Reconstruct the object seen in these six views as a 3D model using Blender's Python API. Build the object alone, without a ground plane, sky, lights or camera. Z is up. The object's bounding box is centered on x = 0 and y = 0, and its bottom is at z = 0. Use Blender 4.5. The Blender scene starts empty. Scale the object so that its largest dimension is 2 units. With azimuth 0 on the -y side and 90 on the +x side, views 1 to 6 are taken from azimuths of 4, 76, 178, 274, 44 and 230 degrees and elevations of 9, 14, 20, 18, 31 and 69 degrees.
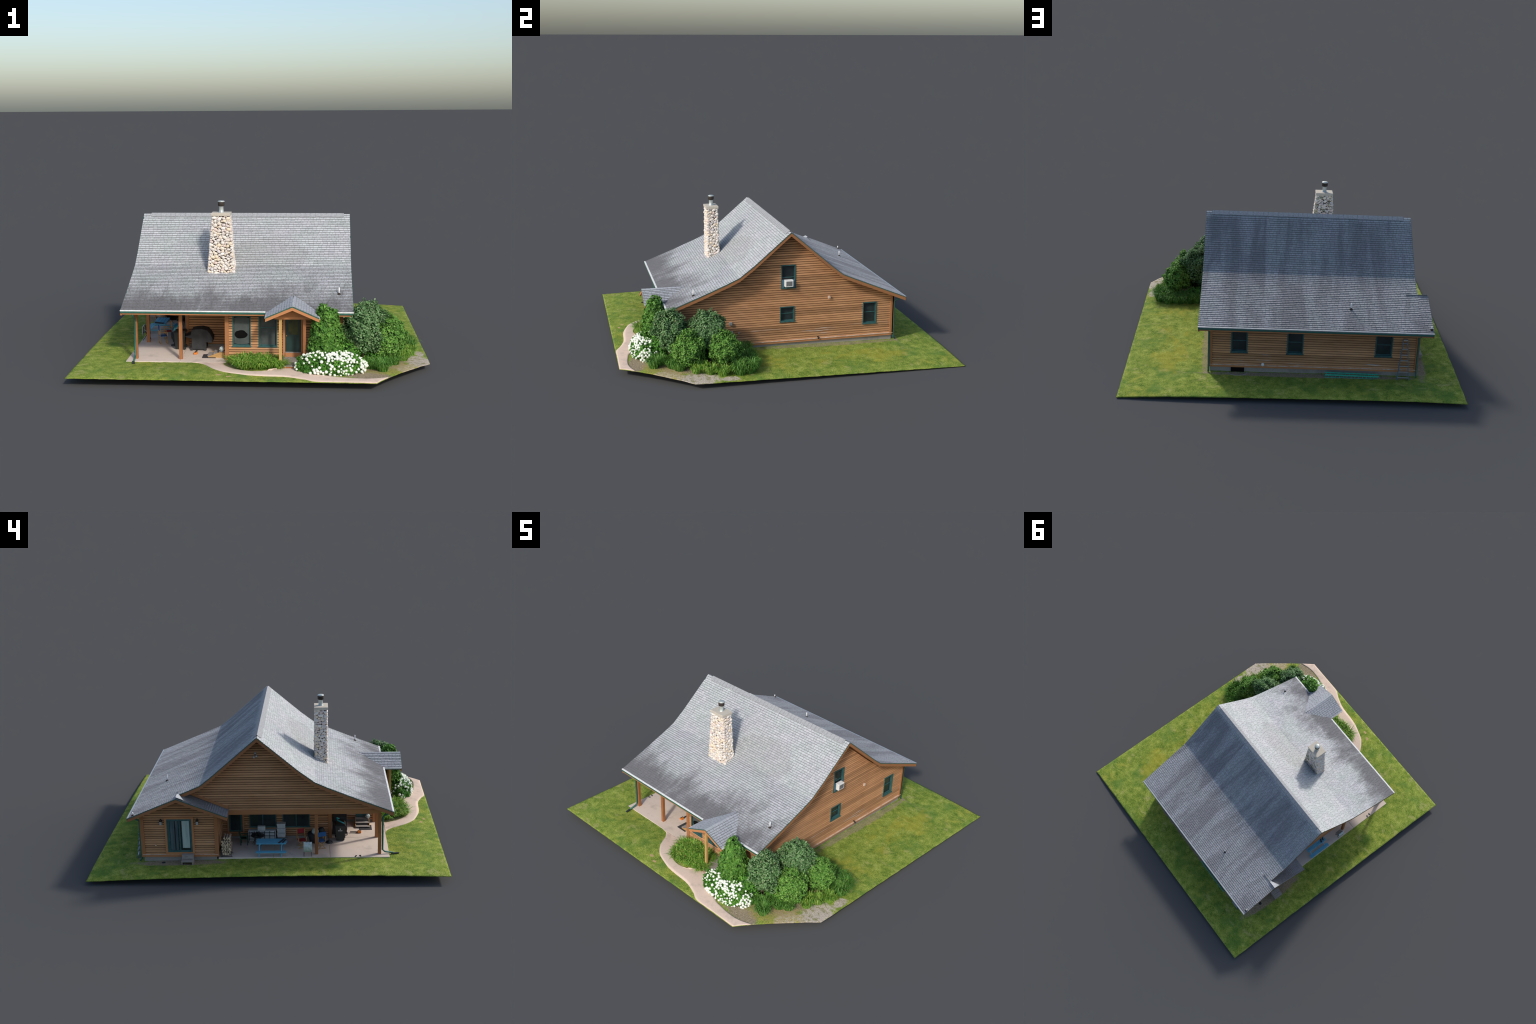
import bpy, bmesh, math, random
from math import sin, cos, pi, sqrt
from mathutils import Vector, Matrix, noise

RNG = random.Random(7)
SC = bpy.context.scene.collection


# ------------------------------------------------------------------ helpers
class MB:
    """Collects vertices and faces of one mesh."""

    def __init__(self):
        self.v, self.f, self.m = [], [], []

    def add(self, verts, faces, mat=0):
        o = len(self.v)
        self.v += [tuple(p) for p in verts]
        for k, f in enumerate(faces):
            self.f.append([o + i for i in f])
            self.m.append(mat[k] if isinstance(mat, (list, tuple)) else mat)

    def hexa(self, p, mat=0):
        """p: 4 bottom corners in order, then 4 top corners in the same order."""
        self.add(p, [(3, 2, 1, 0), (4, 5, 6, 7), (0, 1, 5, 4), (1, 2, 6, 5), (2, 3, 7, 6), (3, 0, 4, 7)], mat)

    def box(self, x0, x1, y0, y1, z0, z1, mat=0):
        self.hexa([(x0, y0, z0), (x1, y0, z0), (x1, y1, z0), (x0, y1, z0),
                   (x0, y0, z1), (x1, y0, z1), (x1, y1, z1), (x0, y1, z1)], mat)

    def beam(self, a, b, w, h, mat=0, up=(0, 0, 1)):
        """Square-cut bar from a to b, w wide and h high."""
        a, b = Vector(a), Vector(b)
        d = (b - a).normalized()
        s = d.cross(Vector(up))
        if s.length < 1e-4:
            s = d.cross(Vector((1, 0, 0)))
        s.normalize()
        t = s.cross(d)
        s, t = s * w / 2, t * h / 2
        self.hexa([a - s - t, a + s - t, a + s + t, a - s + t, b - s - t, b + s - t, b + s + t, b - s + t], mat)

    def prism(self, poly, vec, mat=0):
        n = len(poly)
        vec = Vector(vec)
        top = [Vector(p) + vec for p in poly]
        self.add(list(poly) + top, [tuple(range(n))[::-1], tuple(range(n, 2 * n))] +
                 [(i, (i + 1) % n, n + (i + 1) % n, n + i) for i in range(n)], mat)

    def tube(self, pts, r, seg=8, mat=0):
        pts = [Vector(p) for p in pts]
        rr = r if isinstance(r, (list, tuple)) else [r] * len(pts)
        rings, side = [], None
        for i, p in enumerate(pts):
            d = (pts[min(i + 1, len(pts) - 1)] - pts[max(i - 1, 0)]).normalized()
            if side is None:
                side = d.cross(Vector((0.3, 0.2, 1)) if abs(d.z) < 0.9 else Vector((1, 0, 0)))
            side = (side - d * side.dot(d)).normalized()
            t = d.cross(side)
            rings.append([p + side * cos(2 * pi * k / seg) * rr[i] + t * sin(2 * pi * k / seg) * rr[i] for k in range(seg)])
        f = []
        for i in range(len(pts) - 1):
            for k in range(seg):
                k2 = (k + 1) % seg
                f.append((i * seg + k, i * seg + k2, (i + 1) * seg + k2, (i + 1) * seg + k))
        f.append(tuple(range(seg))[::-1])
        f.append(tuple(range((len(pts) - 1) * seg, len(pts) * seg)))
        self.add([p for r_ in rings for p in r_], f, mat)

    def lathe(self, c, prof, seg=20, mat=0):
        """prof: (radius, z) from bottom to top, spun round the vertical through c."""
        self.tube([(c[0], c[1], c[2] + z) for _, z in prof], [r for r, _ in prof], seg, mat)

    def mesh(self, name, mats, smooth=False, fix=True):
        me = bpy.data.meshes.new(name)
        me.from_pydata(self.v, [], self.f)
        for m in mats:
            me.materials.append(m)
        me.polygons.foreach_set("material_index", self.m)
        if fix:
            bm = bmesh.new()
            bm.from_mesh(me)
            bmesh.ops.recalc_face_normals(bm, faces=bm.faces)
            bm.to_mesh(me)
            bm.free()
        if smooth:
            me.polygons.foreach_set("use_smooth", [True] * len(me.polygons))
        me.update()
        return me


def put(name, data, parent=None, loc=None, rot=None, scl=None, kind=None):
    o = bpy.data.objects.new(name, data)
    SC.objects.link(o)
    if loc is not None:
        o.location = loc
    if rot is not None:
        o.rotation_euler = rot
    if scl is not None:
        o.scale = scl
    if parent is not None:
        o.parent = parent
        o.matrix_parent_inverse = Matrix.Translation(-Vector(BASE[parent.name]))
    if kind:
        o["kind"] = kind
    BASE[o.name] = (0, 0, 0)
    return o


BASE = {}


def thing(name, base, label, category):
    """Empty at the base of one liftable thing."""
    o = bpy.data.objects.new(name, None)
    o.empty_display_size = 0.02
    o.location = base
    SC.objects.link(o)
    BASE[o.name] = tuple(base)
    o["label"], o["category"] = label, category
    return o


def part(name, mb, parent, mats, smooth=False, kind=None, bevel=0.0):
    o = put(name, mb.mesh(name, mats if isinstance(mats, list) else [mats], smooth), parent, kind=kind)
    if parent is not None and parent.type == "MESH":
        o.matrix_parent_inverse = Matrix.Identity(4)
    if bevel:
        b = o.modifiers.new("edge", "BEVEL")
        b.width, b.segments, b.limit_method = bevel, 2, "ANGLE"
    return o


# ---------------------------------------------------------------- materials
class NT:
    """Small wrapper that makes node trees readable."""

    def __init__(self, name):
        self.mat = bpy.data.materials.new(name)
        self.mat.use_nodes = True
        self.t = self.mat.node_tree
        self.t.nodes.clear()
        self.out = self.n("ShaderNodeOutputMaterial")
        self.p = self.n("ShaderNodeBsdfPrincipled")
        self.l(self.p.outputs[0], self.out.inputs[0])
        tc = self.n("ShaderNodeTexCoord")
        self.obj = tc.outputs["Object"]

    def n(self, kind, **kw):
        n = self.t.nodes.new(kind)
        for k, v in kw.items():
            setattr(n, k, v)
        return n

    def l(self, a, b):
        self.t.links.new(a, b)

    def setin(self, sock, v):
        if hasattr(v, "is_linked"):
            self.l(v, sock)
        else:
            sock.default_value = v

    def noise(self, scale, detail=3.0, rough=0.55, stretch=None, vec=None, out="Fac", dist=0.0):
        v = vec or self.obj
        if stretch:
            m = self.n("ShaderNodeMapping")
            m.inputs["Scale"].default_value = stretch
            self.l(v, m.inputs["Vector"])
            v = m.outputs[0]
        n = self.n("ShaderNodeTexNoise")
        self.l(v, n.inputs["Vector"])
        n.inputs["Scale"].default_value, n.inputs["Detail"].default_value = scale, detail
        n.inputs["Roughness"].default_value, n.inputs["Distortion"].default_value = rough, dist
        return n.outputs[out]

    def ramp(self, fac, stops, interp="LINEAR"):
        r = self.n("ShaderNodeValToRGB")
        r.color_ramp.interpolation = interp
        e = r.color_ramp.elements
        while len(e) < len(stops):
            e.new(0.5)
        for i, (p, c) in enumerate(stops):
            e[i].position = p
            e[i].color = (c[0], c[1], c[2], 1)
        self.l(fac, r.inputs[0])
        return r.outputs[0]

    def step(self, val, a, b, smooth=True):
        m = self.n("ShaderNodeMapRange", interpolation_type="SMOOTHSTEP" if smooth else "LINEAR")
        self.setin(m.inputs["Value"], val)
        m.inputs["From Min"].default_value, m.inputs["From Max"].default_value = a, b
        return m.outputs[0]

    def math(self, op, a, b=0.0):
        m = self.n("ShaderNodeMath", operation=op)
        self.setin(m.inputs[0], a)
        self.setin(m.inputs[1], b)
        return m.outputs[0]

    def mix(self, fac, a, b, blend="MIX"):
        m = self.n("ShaderNodeMix", data_type="RGBA", blend_type=blend)
        self.setin(m.inputs["Factor"], fac)
        for s, v in ((m.inputs[6], a), (m.inputs[7], b)):
            self.setin(s, v if hasattr(v, "is_linked") else (v[0], v[1], v[2], 1))
        return m.outputs[2]

    def xyz(self, vec=None):
        s = self.n("ShaderNodeSeparateXYZ")
        self.l(vec or self.obj, s.inputs[0])
        return s.outputs

    def island(self):
        return self.n("ShaderNodeNewGeometry").outputs["Random Per Island"]

    def objrand(self):
        return self.n("ShaderNodeObjectInfo").outputs["Random"]

    def ellipse(self, c, r, wob, wobble=0.5):
        """1 inside an ellipse on the ground plane, with a ragged border."""
        a = self.n("ShaderNodeVectorMath", operation="SUBTRACT")
        self.l(self.obj, a.inputs[0])
        a.inputs[1].default_value = (c[0], c[1], 0)
        b = self.n("ShaderNodeVectorMath", operation="MULTIPLY")
        self.l(a.outputs[0], b.inputs[0])
        b.inputs[1].default_value = (1 / r[0], 1 / r[1], 0)
        d = self.n("ShaderNodeVectorMath", operation="LENGTH")
        self.l(b.outputs[0], d.inputs[0])
        w = self.math("MULTIPLY", self.math("SUBTRACT", wob, 0.5), wobble * 2)
        return self.math("SUBTRACT", 1.0, self.step(self.math("ADD", d.outputs["Value"], w), 0.8, 1.15))

    def bump(self, h, strength, dist=0.002):
        b = self.n("ShaderNodeBump")
        b.inputs["Strength"].default_value, b.inputs["Distance"].default_value = strength, dist
        self.l(h, b.inputs["Height"])
        self.l(b.outputs[0], self.p.inputs["Normal"])

    def done(self, col, rough=0.8, spec=0.3, metal=0.0):
        self.setin(self.p.inputs["Base Color"], col if hasattr(col, "is_linked") else (col[0], col[1], col[2], 1))
        self.setin(self.p.inputs["Roughness"], rough)
        self.p.inputs["Specular IOR Level"].default_value = spec
        self.p.inputs["Metallic"].default_value = metal
        return self.mat


def plain(name, a, b=None, scale=60, rough=0.75, spec=0.3, metal=0.0, stretch=None, bump=0.0, rand=0.0):
    """Two-tone grained material, optionally varied from piece to piece."""
    t = NT(name)
    b = b or tuple(c * 0.72 for c in a)
    f = t.noise(scale, 4, 0.6, stretch)
    col = t.ramp(f, [(0.32, b), (0.68, a)])
    if rand:
        r = t.math("FRACT", t.math("ADD", t.objrand(), t.island()))
        k = t.math("ADD", t.math("MULTIPLY", r, rand * 2), 1 - rand)
        h = t.n("ShaderNodeHueSaturation")
        t.l(k, h.inputs["Value"])
        t.l(col, h.inputs["Color"])
        col = h.outputs[0]
    if bump:
        t.bump(f, bump)
    return t.done(col, rough, spec, metal)


def shingle_mat(name="asphalt_shingle", weather=True):
    t = NT(name)
    x, y, z = t.xyz()
    isl = t.island()
    base = t.ramp(isl, [(0.0, (.375, .39, .39)), (0.4, (.435, .45, .445)), (0.75, (.475, .48, .485)), (1.0, (.54, .55, .545))])
    tint = t.noise(9, 2, 0.5)
    base = t.mix(0.35, base, t.ramp(tint, [(0.35, (.46, .525, .495)), (0.65, (.52, .50, .555))]))
    base = t.mix(0.5, base, t.ramp(t.noise(420, 2, 0.6), [(0.3, (.36, .37, .38)), (0.7, (.64, .65, .66))]), "OVERLAY")
    if not weather:
        return t.done(t.mix(0.42, base, (.25, .27, .32)), 0.92, 0.15)
    # soot and algae creeping up from the front eave in slanting streaks
    low = t.step(y, -0.38, -0.68)
    streak = t.noise(1.0, 5, 0.68, (26, 8, 8), dist=0.6)
    blot = t.noise(5.0, 3, 0.5)
    f = t.math("ADD", t.math("MULTIPLY", low, 0.36), t.math("ADD", t.math("MULTIPLY", streak, 0.62), t.math("MULTIPLY", blot, 0.85)))
    front = t.math("MULTIPLY", t.step(f, 0.70, 1.16), t.step(y, -0.26, -0.50))
    base = t.mix(t.math("MULTIPLY", front, 0.85), base, (.115, .11, .12))
    # darker streaks down the rear slopes over a slight even darkening
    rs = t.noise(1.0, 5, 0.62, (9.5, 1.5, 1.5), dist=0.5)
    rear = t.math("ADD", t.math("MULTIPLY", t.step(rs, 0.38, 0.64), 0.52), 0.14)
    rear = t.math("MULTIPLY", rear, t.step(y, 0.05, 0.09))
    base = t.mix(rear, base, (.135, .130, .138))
    # painted shade: bluish film above the change of pitch, warm sunlit tint below
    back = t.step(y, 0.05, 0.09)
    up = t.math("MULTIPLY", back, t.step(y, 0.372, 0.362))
    shade_grain = t.math("ADD", 0.75, t.math("MULTIPLY", t.noise(40, 3, 0.6), 0.5))
    base = t.mix(t.math("MULTIPLY", t.math("MULTIPLY", up, shade_grain), 0.30), base, (.115, .135, .165))
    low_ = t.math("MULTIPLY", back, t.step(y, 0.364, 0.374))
    base = t.mix(t.math("MULTIPLY", t.math("MULTIPLY", low_, shade_grain), 0.22), base, (.40, .345, .315))
    # smudge right of the chimney
    sm = t.ellipse((0.03, -0.20), (0.22, 0.10), t.noise(7, 3), 0.8)
    base = t.mix(t.math("MULTIPLY", sm, 0.22), base, (.25, .24, .22))
    return t.done(base, 0.92, 0.15)


def siding_mat(name, a, b, c, worn=0.0):
    t = NT(name)
    x, y, z = t.xyz()
    g = t.noise(1.0, 4, 0.6, (14, 14, 260))
    big = t.noise(5.5, 2, 0.5)
    r = t.objrand()
    col = t.ramp(t.math("ADD", t.math("MULTIPLY", g, 0.6), t.math("MULTIPLY", big, 0.4)), [(0.25, c), (0.5, b), (0.78, a)])
    h = t.n("ShaderNodeHueSaturation")
    t.l(t.math("ADD", t.math("MULTIPLY", r, 0.46), 0.76), h.inputs["Value"])
    t.l(col, h.inputs["Color"])
    col = h.outputs[0]
    if worn:
        wn = t.noise(1.0, 4, 0.65, (5, 5, 120))
        m = t.math("MULTIPLY", t.step(wn, 0.60, 0.70), t.step(z, 0.20, 0.09))
        col = t.mix(t.math("MULTIPLY", m, worn), col, (.62, .56, .52))
    return t.done(col, 0.78, 0.2)


def lawn_mat():
    t = NT("lawn")
    fine = t.noise(150, 4, 0.7)
    mid = t.noise(22, 4, 0.65)
    big = t.noise(4.2, 3, 0.55)
    col = t.ramp(t.math("ADD", t.math("MULTIPLY", fine, 0.55), t.math("MULTIPLY", mid, 0.45)),
                 [(0.36, (.08, .145, .022)), (0.46, (.175, .255, .038)), (0.54, (.275, .345, .062)), (0.65, (.43, .465, .13))])
    yel = t.math("MULTIPLY", t.step(big, 0.50, 0.68), t.step(mid, 0.38, 0.62))
    col = t.mix(t.math("MULTIPLY", yel, 0.40), col, (.38, .33, .04))
    lush = t.step(t.noise(7.5, 4, 0.6), 0.50, 0.66)
    col = t.mix(t.math("MULTIPLY", lush, 0.6), col, (.085, .195, .035))
    straw = t.step(t.noise(11, 4, 0.65, (1, 1.6, 1)), 0.57, 0.70)
    col = t.mix(t.math("MULTIPLY", straw, 0.46), col, (.46, .42, .17))
    wob = t.noise(26, 4, 0.7)
    gold = t.ellipse((.68, .28), (.15, .55), t.noise(6, 3, 0.6), 0.9)
    col = t.mix(t.math("MULTIPLY", gold, t.math("MULTIPLY", t.step(t.noise(9, 4, 0.65, (1, .5, 1)), 0.45, 0.62), 0.40)), col, (.42, .35, .04))
    spk = t.step(t.noise(48, 4, 0.75), 0.50, 0.60)
    grav = t.ramp(t.noise(190, 3, 0.7), [(0.3, (.36, .30, .24)), (0.7, (.68, .60, .50))])
    grav = t.mix(t.math("MULTIPLY", spk, 0.75), grav, (.22, .22, .06))
    soil = t.ramp(t.noise(120, 4, 0.7), [(0.3, (.19, .14, .09)), (0.7, (.46, .37, .28))])
    for c, r, w in (((.885, -.60), (.075, .14), .9), ((.80, -.76), (.055, .08), .7), ((.905, -.40), (.03, .05), .8)):
        col = t.mix(t.ellipse(c, r, wob, w), col, grav)
    for c, r, w in (((.60, -.895), (.12, .05), .55), ((.492, .30), (.026, .46), .9), ((-.10, .745), (.62, .024), .5),
                    ((-.735, .50), (.04, .26), .5), ((.62, -.60), (.19, .24), .35), ((.0, -.72), (.15, .10), .2), ((.33, -.78), (.16, .1), .3)):
        col = t.mix(t.math("MULTIPLY", t.ellipse(c, r, wob, w), 0.6 if c[0] == .492 else 0.9), col, soil)
    dry = t.ellipse((.76, -.76), (.22, .12), wob, 0.9)
    col = t.mix(t.math("MULTIPLY", dry, t.math("MULTIPLY", t.step(fine, .40, .6), 0.7)), col, (.46, .36, .10))
    for c in ((-.20, -.78), (-.13, -.83), (-.165, -.92), (-.11, -.945)):
        col = t.mix(t.ellipse(c, (.016, .009), wob, 0.8), col, (.5, .36, .18))
    t.bump(fine, 0.9, 0.006)
    return t.done(col, 0.95, 0.1)


def stone_mat():
    t = NT("river_stone")
    r = t.math("FRACT", t.math("ADD", t.objrand(), t.island()))
    col = t.ramp(r, [(0.0, (0.766, 0.690, 0.611)), (0.2, (0.839, 0.790, 0.729)), (0.4, (0.675, 0.627, 0.592)), (0.55, (0.821, 0.690, 0.511)), (0.68, (0.848, 0.817, 0.783)),
                     (0.8, (0.766, 0.618, 0.546)), (0.9, (0.657, 0.627, 0.628)), (1.0, (0.839, 0.726, 0.565))])
    g = t.n("ShaderNodeNewGeometry").outputs["Position"]
    col = t.mix(0.3, col, t.ramp(t.noise(70, 3, 0.6, vec=g), [(0.3, (.5, .45, .4)), (0.7, (.9, .87, .83))]), "MULTIPLY")
    px, py, pz = t.xyz(g)
    moss = t.math("MULTIPLY", t.step(t.noise(1.0, 3, 0.6, (22, 22, 30), vec=g), 0.50, 0.60), t.step(py, -0.285, -0.268))
    col = t.mix(t.math("MULTIPLY", moss, 0.8), col, (.13, .17, .07))
    return t.done(col, 0.7, 0.3)


def leaf_mat(name, cols, trans=0.25):
    t = NT(name)
    fac = t.math("ADD", t.math("MULTIPLY", t.island(), 0.55), t.math("MULTIPLY", t.step(t.noise(75, 2, 0.5), 0.3, 0.7), 0.45))
    col = t.ramp(fac, [(i / (len(cols) - 1), c) for i, c in enumerate(cols)])
    patch = t.noise(26, 3, 0.6)
    h = t.n("ShaderNodeHueSaturation")
    t.l(t.math("ADD", t.math("MULTIPLY", patch, 1.3), 0.42), h.inputs["Value"])
    t.l(col, h.inputs["Color"])
    m = t.done(h.outputs[0], 0.55, 0.3)
    tr = t.n("ShaderNodeBsdfTranslucent")
    t.l(h.outputs[0], tr.inputs[0])
    mx = t.n("ShaderNodeMixShader")
    mx.inputs[0].default_value = trans
    t.l(t.p.outputs[0], mx.inputs[1])
    t.l(tr.outputs[0], mx.inputs[2])
    t.l(mx.outputs[0], t.out.inputs[0])
    return m


def concrete_mat(name, a, b, c):
    t = NT(name)
    col = t.ramp(t.noise(5, 4, 0.6), [(0.3, b), (0.7, a)])
    col = t.mix(0.45, col, t.ramp(t.noise(260, 3, 0.75), [(0.35, c), (0.62, a)]))
    stain = t.step(t.noise(9, 4, 0.65), 0.50, 0.68)
    col = t.mix(t.math("MULTIPLY", stain, 0.42), col, tuple(k * 0.55 for k in b))
    t.bump(t.noise(260, 3, 0.7), 0.3, 0.001)
    return t.done(col, 0.9, 0.2)


M = {}
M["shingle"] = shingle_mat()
M["shingle_porch"] = shingle_mat("clean_shingle", False)
M["ridge"] = plain("ridge_shingle", (.40, .41, .42), (.28, .29, .30), 120, 0.92, 0.15)
M["underlay"] = plain("shingle_shadow_line", (.20, .20, .20), (.13, .13, .13), 90, 0.95, 0.1)
M["siding"] = siding_mat("cedar_siding", (.57, .315, .165), (.46, .238, .115), (.32, .148, .067), 0.8)
M["lapshadow"] = plain("lap_shadow_dark", (.045, .022, .012), (.028, .013, .007), 40, 0.95, 0.1)
M["trim"] = siding_mat("cedar_trim", (.48, .220, .098), (.42, .185, .078), (.34, .145, .058))
M["ledge"] = plain("weathered_ledge", (.66, .56, .48), (.46, .25, .13), 40, 0.8, stretch=(1, 1, 4))
M["post"] = plain("post_wood", (.38, .16, .062), (.26, .10, .037), 30, 0.7, stretch=(4, 4, 0.5))
M["yellowpost"] = plain("yellowed_post_wood", (.60, .40, .16), (.44, .26, .08), 30, 0.7, stretch=(4, 4, 0.5))
M["foundation"] = concrete_mat("foundation_concrete", (.36, .33, .30), (.26, .24, .21), (.18, .17, .15))
M["patio"] = concrete_mat("patio_concrete", (.74, .63, .54), (.62, .52, .44), (.47, .385, .325))
M["path"] = concrete_mat("path_concrete", (.76, .60, .49), (.65, .51, .415), (.50, .38, .305))
M["green"] = plain("green_paint", (.02, .13, .095), (.015, .09, .07), 50, 0.45, 0.5)
M["frame"] = plain("window_green", (.045, .125, .12), (.025, .08, .08), 70, 0.5, 0.4)
M["pane"] = plain("window_pane", (.028, .040, .042), (.014, .020, .022), 18, 0.18, 0.5)
M["screen"] = plain("insect_screen", (.085, .095, .09), (.055, .065, .065), 30, 0.8, 0.2)
M["dark"] = plain("dark_void", (.006, .006, .006), (.004, .004, .004), 20, 0.9, 0.1)
M["white"] = plain("white_metal", (.88, .88, .86), (.70, .70, .68), 60, 0.5, 0.4)
M["lawn"] = lawn_mat()
M["stone"] = stone_mat()
M["mortar"] = plain("mortar", (.15, .115, .09), (.09, .068, .052), 130, 0.95)
M["slabstone"] = concrete_mat("chimney_cap_stone", (.62, .57, .49), (.52, .47, .38), (.40, .35, .28))
M["steel"] = plain("flue_steel", (.55, .60, .57), (.38, .42, .40), 40, 0.4, 0.5, 0.3)
M["rust"] = plain("sooty_rust", (.055, .042, .033), (.02, .018, .016), 60, 0.8)
M["bluepaint"] = plain("sky_blue_paint", (.15, .46, .64), (.09, .33, .48), 60, 0.6, stretch=(4, 0.6, 4))
M["blackplastic"] = plain("black_plastic", (.022, .028, .027), (.013, .017, .017), 30, 0.55, 0.4)
M["blackcloth"] = plain("black_cover_cloth", (.055, .055, .058), (.03, .031, .033), 30, 0.85, 0.2)
M["red"] = plain("red_canvas", (.33, .025, .03), None, 60, 0.85)
M["blue"] = plain("blue_canvas", (.03, .12, .33), None, 60, 0.85)
M["lightwood"] = plain("light_wood", (.50, .31, .12), (.36, .2, .07), 50, 0.7)
M["greywood"] = plain("weathered_grey_wood", (.37, .33, .30), (.24, .21, .19), 60, 0.85, stretch=(3, 0.7, 3))
M["whitecloth"] = plain("white_towel", (.62, .66, .64), (.34, .42, .40), 70, 0.95)
M["whiteplastic"] = plain("white_plastic", (.66, .67, .66), (.52, .53, .52), 30, 0.5, 0.4)
M["darkmetal"] = plain("dark_metal", (.03, .032, .035), None, 50, 0.5, 0.5)
M["greenplastic"] = plain("dark_green_plastic", (.02, .07, .045), None, 30, 0.5)
M["tealplastic"] = plain("teal_plastic", (.02, .32, .38), None, 30, 0.6)
M["ladderblue"] = plain("blue_grey_fibreglass", (.09, .18, .24), (.06, .13, .18), 40, 0.6)
M["laddergreen"] = plain("green_fibreglass", (.05, .42, .31), (.03, .30, .22), 40, 0.6)
M["alu"] = plain("aluminium", (.5, .52, .53), (.4, .42, .43), 60, 0.4, 0.5, 0.5)
M["bark"] = plain("log_bark", (.46, .36, .27), (.20, .15, .11), 60, 0.9, rand=0.35)
M["logend"] = plain("log_end", (.66, .52, .36), (.46, .34, .22), 80, 0.9, rand=0.25)
M["orange"] = plain("orange_plastic", (.75, .22, .03), None, 40, 0.5)
M["curtain"] = plain("pale_curtain", (.46, .55, .49), (.30, .38, .35), 16, 0.9, stretch=(1, 3, 0.4))
M["panereflection"] = plain("painted_pane_reflection", (.12, .17, .18), (.05, .08, .09), 14, 0.6, stretch=(1, 3, 0.4))
M["stem"] = plain("shrub_stem", (.12, .075, .045), (.06, .04, .025), 60, 0.9)
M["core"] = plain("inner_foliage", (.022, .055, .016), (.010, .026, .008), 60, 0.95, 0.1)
M["leaf_lime"] = leaf_mat("lime_leaf", [(0.037, 0.118, 0.016), (0.074, 0.207, 0.030), (0.126, 0.289, 0.044), (0.237, 0.414, 0.096)])
M["leaf_grey"] = leaf_mat("grey_green_leaf", [(0.033, 0.089, 0.024), (0.071, 0.172, 0.049), (0.130, 0.268, 0.093), (0.273, 0.396, 0.208), (0.178, 0.160, 0.060)])
M["leaf_bright"] = leaf_mat("bright_leaf", [(0.044, 0.133, 0.022), (0.096, 0.252, 0.037), (0.178, 0.355, 0.063), (0.326, 0.488, 0.141)])
M["leaf_dark"] = leaf_mat("deep_green_leaf", [(0.024, 0.096, 0.012), (0.056, 0.192, 0.022), (0.104, 0.288, 0.036), (0.208, 0.384, 0.072)])
M["blade"] = leaf_mat("grass_blade", [(0.029, 0.107, 0.018), (0.070, 0.205, 0.030), (0.131, 0.295, 0.049), (0.271, 0.394, 0.098)])
M["lily"] = leaf_mat("lily_blade", [(0.047, 0.145, 0.015), (0.093, 0.255, 0.025), (0.170, 0.357, 0.043), (0.323, 0.442, 0.085), (0.289, 0.281, 0.068)])
M["bloom"] = plain("white_bloom", (.92, .93, .86), (.72, .78, .62), 160, 0.9, 0.1, rand=0.08)
M["lilybloom"] = plain("coral_bloom", (.75, .25, .14), (.6, .2, .1), 60, 0.8, rand=0.2)


# ------------------------------------------------------------------ terrain
def hz(x, y):
    """Height of the plot: gently domed, falling to the north-east corner."""
    u, v = (x + .942) / 1.884, (y + 1) / 2
    s = .0445 + (.0405 - .0445) * u
    n = .021 + (.0035 - .021) * u
    h = s + (n - s) * v
    ex, ey = min(1, abs(x) / .942), min(1, abs(y))
    h += .017 * (1 - ex ** 6) * (1 - ey ** 8)
    h += .018 * math.exp(-((x + .942) / .22) ** 2) * (1 - ey ** 2)
    h += .013 * math.exp(-((y - 1) / .18) ** 2) * (1 - ex ** 4)
    # levelled pad under the cabin and the patio, sloping gently to the north
    dx, dy = max(0, abs(x + .12) - .58), max(0, abs(y - .02) - .71)
    k = math.exp(-((dx * dx + dy * dy) / .012))
    pad = .0462 - .012 * max(0, y + .1) / .82
    return h + (pad - h) * k


plot = thing("garden_plot", (0, 0, 0.04), "mown lawn plot with concrete patio and curving path", "garden ground")


def build_lawn():
    nx, ny = 170, 180
    mb = MB()
    for j in range(ny + 1):
        for i in range(nx + 1):
            x = -.942 + 1.884 * i / nx
            y = -1 + 2 * j / ny
            h = hz(x, y) + .0016 * noise.noise((x * 22, y * 22, 0)) + .0009 * noise.noise((x * 70, y * 70, 3))
            e = .0035 * max(0, noise.noise((x * 14, y * 14, 9)))
            if i == 0: x += e
            if i == nx: x -= e
            if j == 0: y += e * .4
            if j == ny: y -= e
            mb.v.append((x, y, max(h, .0036)))
    w = nx + 1
    for j in range(ny):
        for i in range(nx):
            mb.f.append([j * w + i, j * w + i + 1, (j + 1) * w + i + 1, (j + 1) * w + i])
            mb.m.append(0)
    me = mb.mesh("lawn", [M["lawn"]], True, False)
    bm = bmesh.new()
    bm.from_mesh(me)
    nrm = Vector((1.0 - .605, -(.942 - .633), 0)).normalized()       # cut corner by the path
    bmesh.ops.bisect_plane(bm, geom=bm.verts[:] + bm.edges[:] + bm.faces[:], plane_co=(.942, -.605, 0), plane_no=nrm, clear_outer=True)
    bm.to_mesh(me)
    bm.free()
    o = put("lawn", me, plot)
    s = o.modifiers.new("sod", "SOLIDIFY")
    s.thickness, s.offset = .0036, -1


build_lawn()


def build_patio():
    mb = MB()
    g = .0007
    xs, ys = (-.693, -.402, -.148), (-.690, -.352, -.030, .286)
    for i in range(2):
        for j in range(3):
            mb.box(xs[i] + g, xs[i + 1] - g, ys[j] + g, ys[j + 1] - g, .036, .0500)
    part("patio_slab", mb, plot, M["patio"], bevel=.0012)


build_patio()


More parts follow.
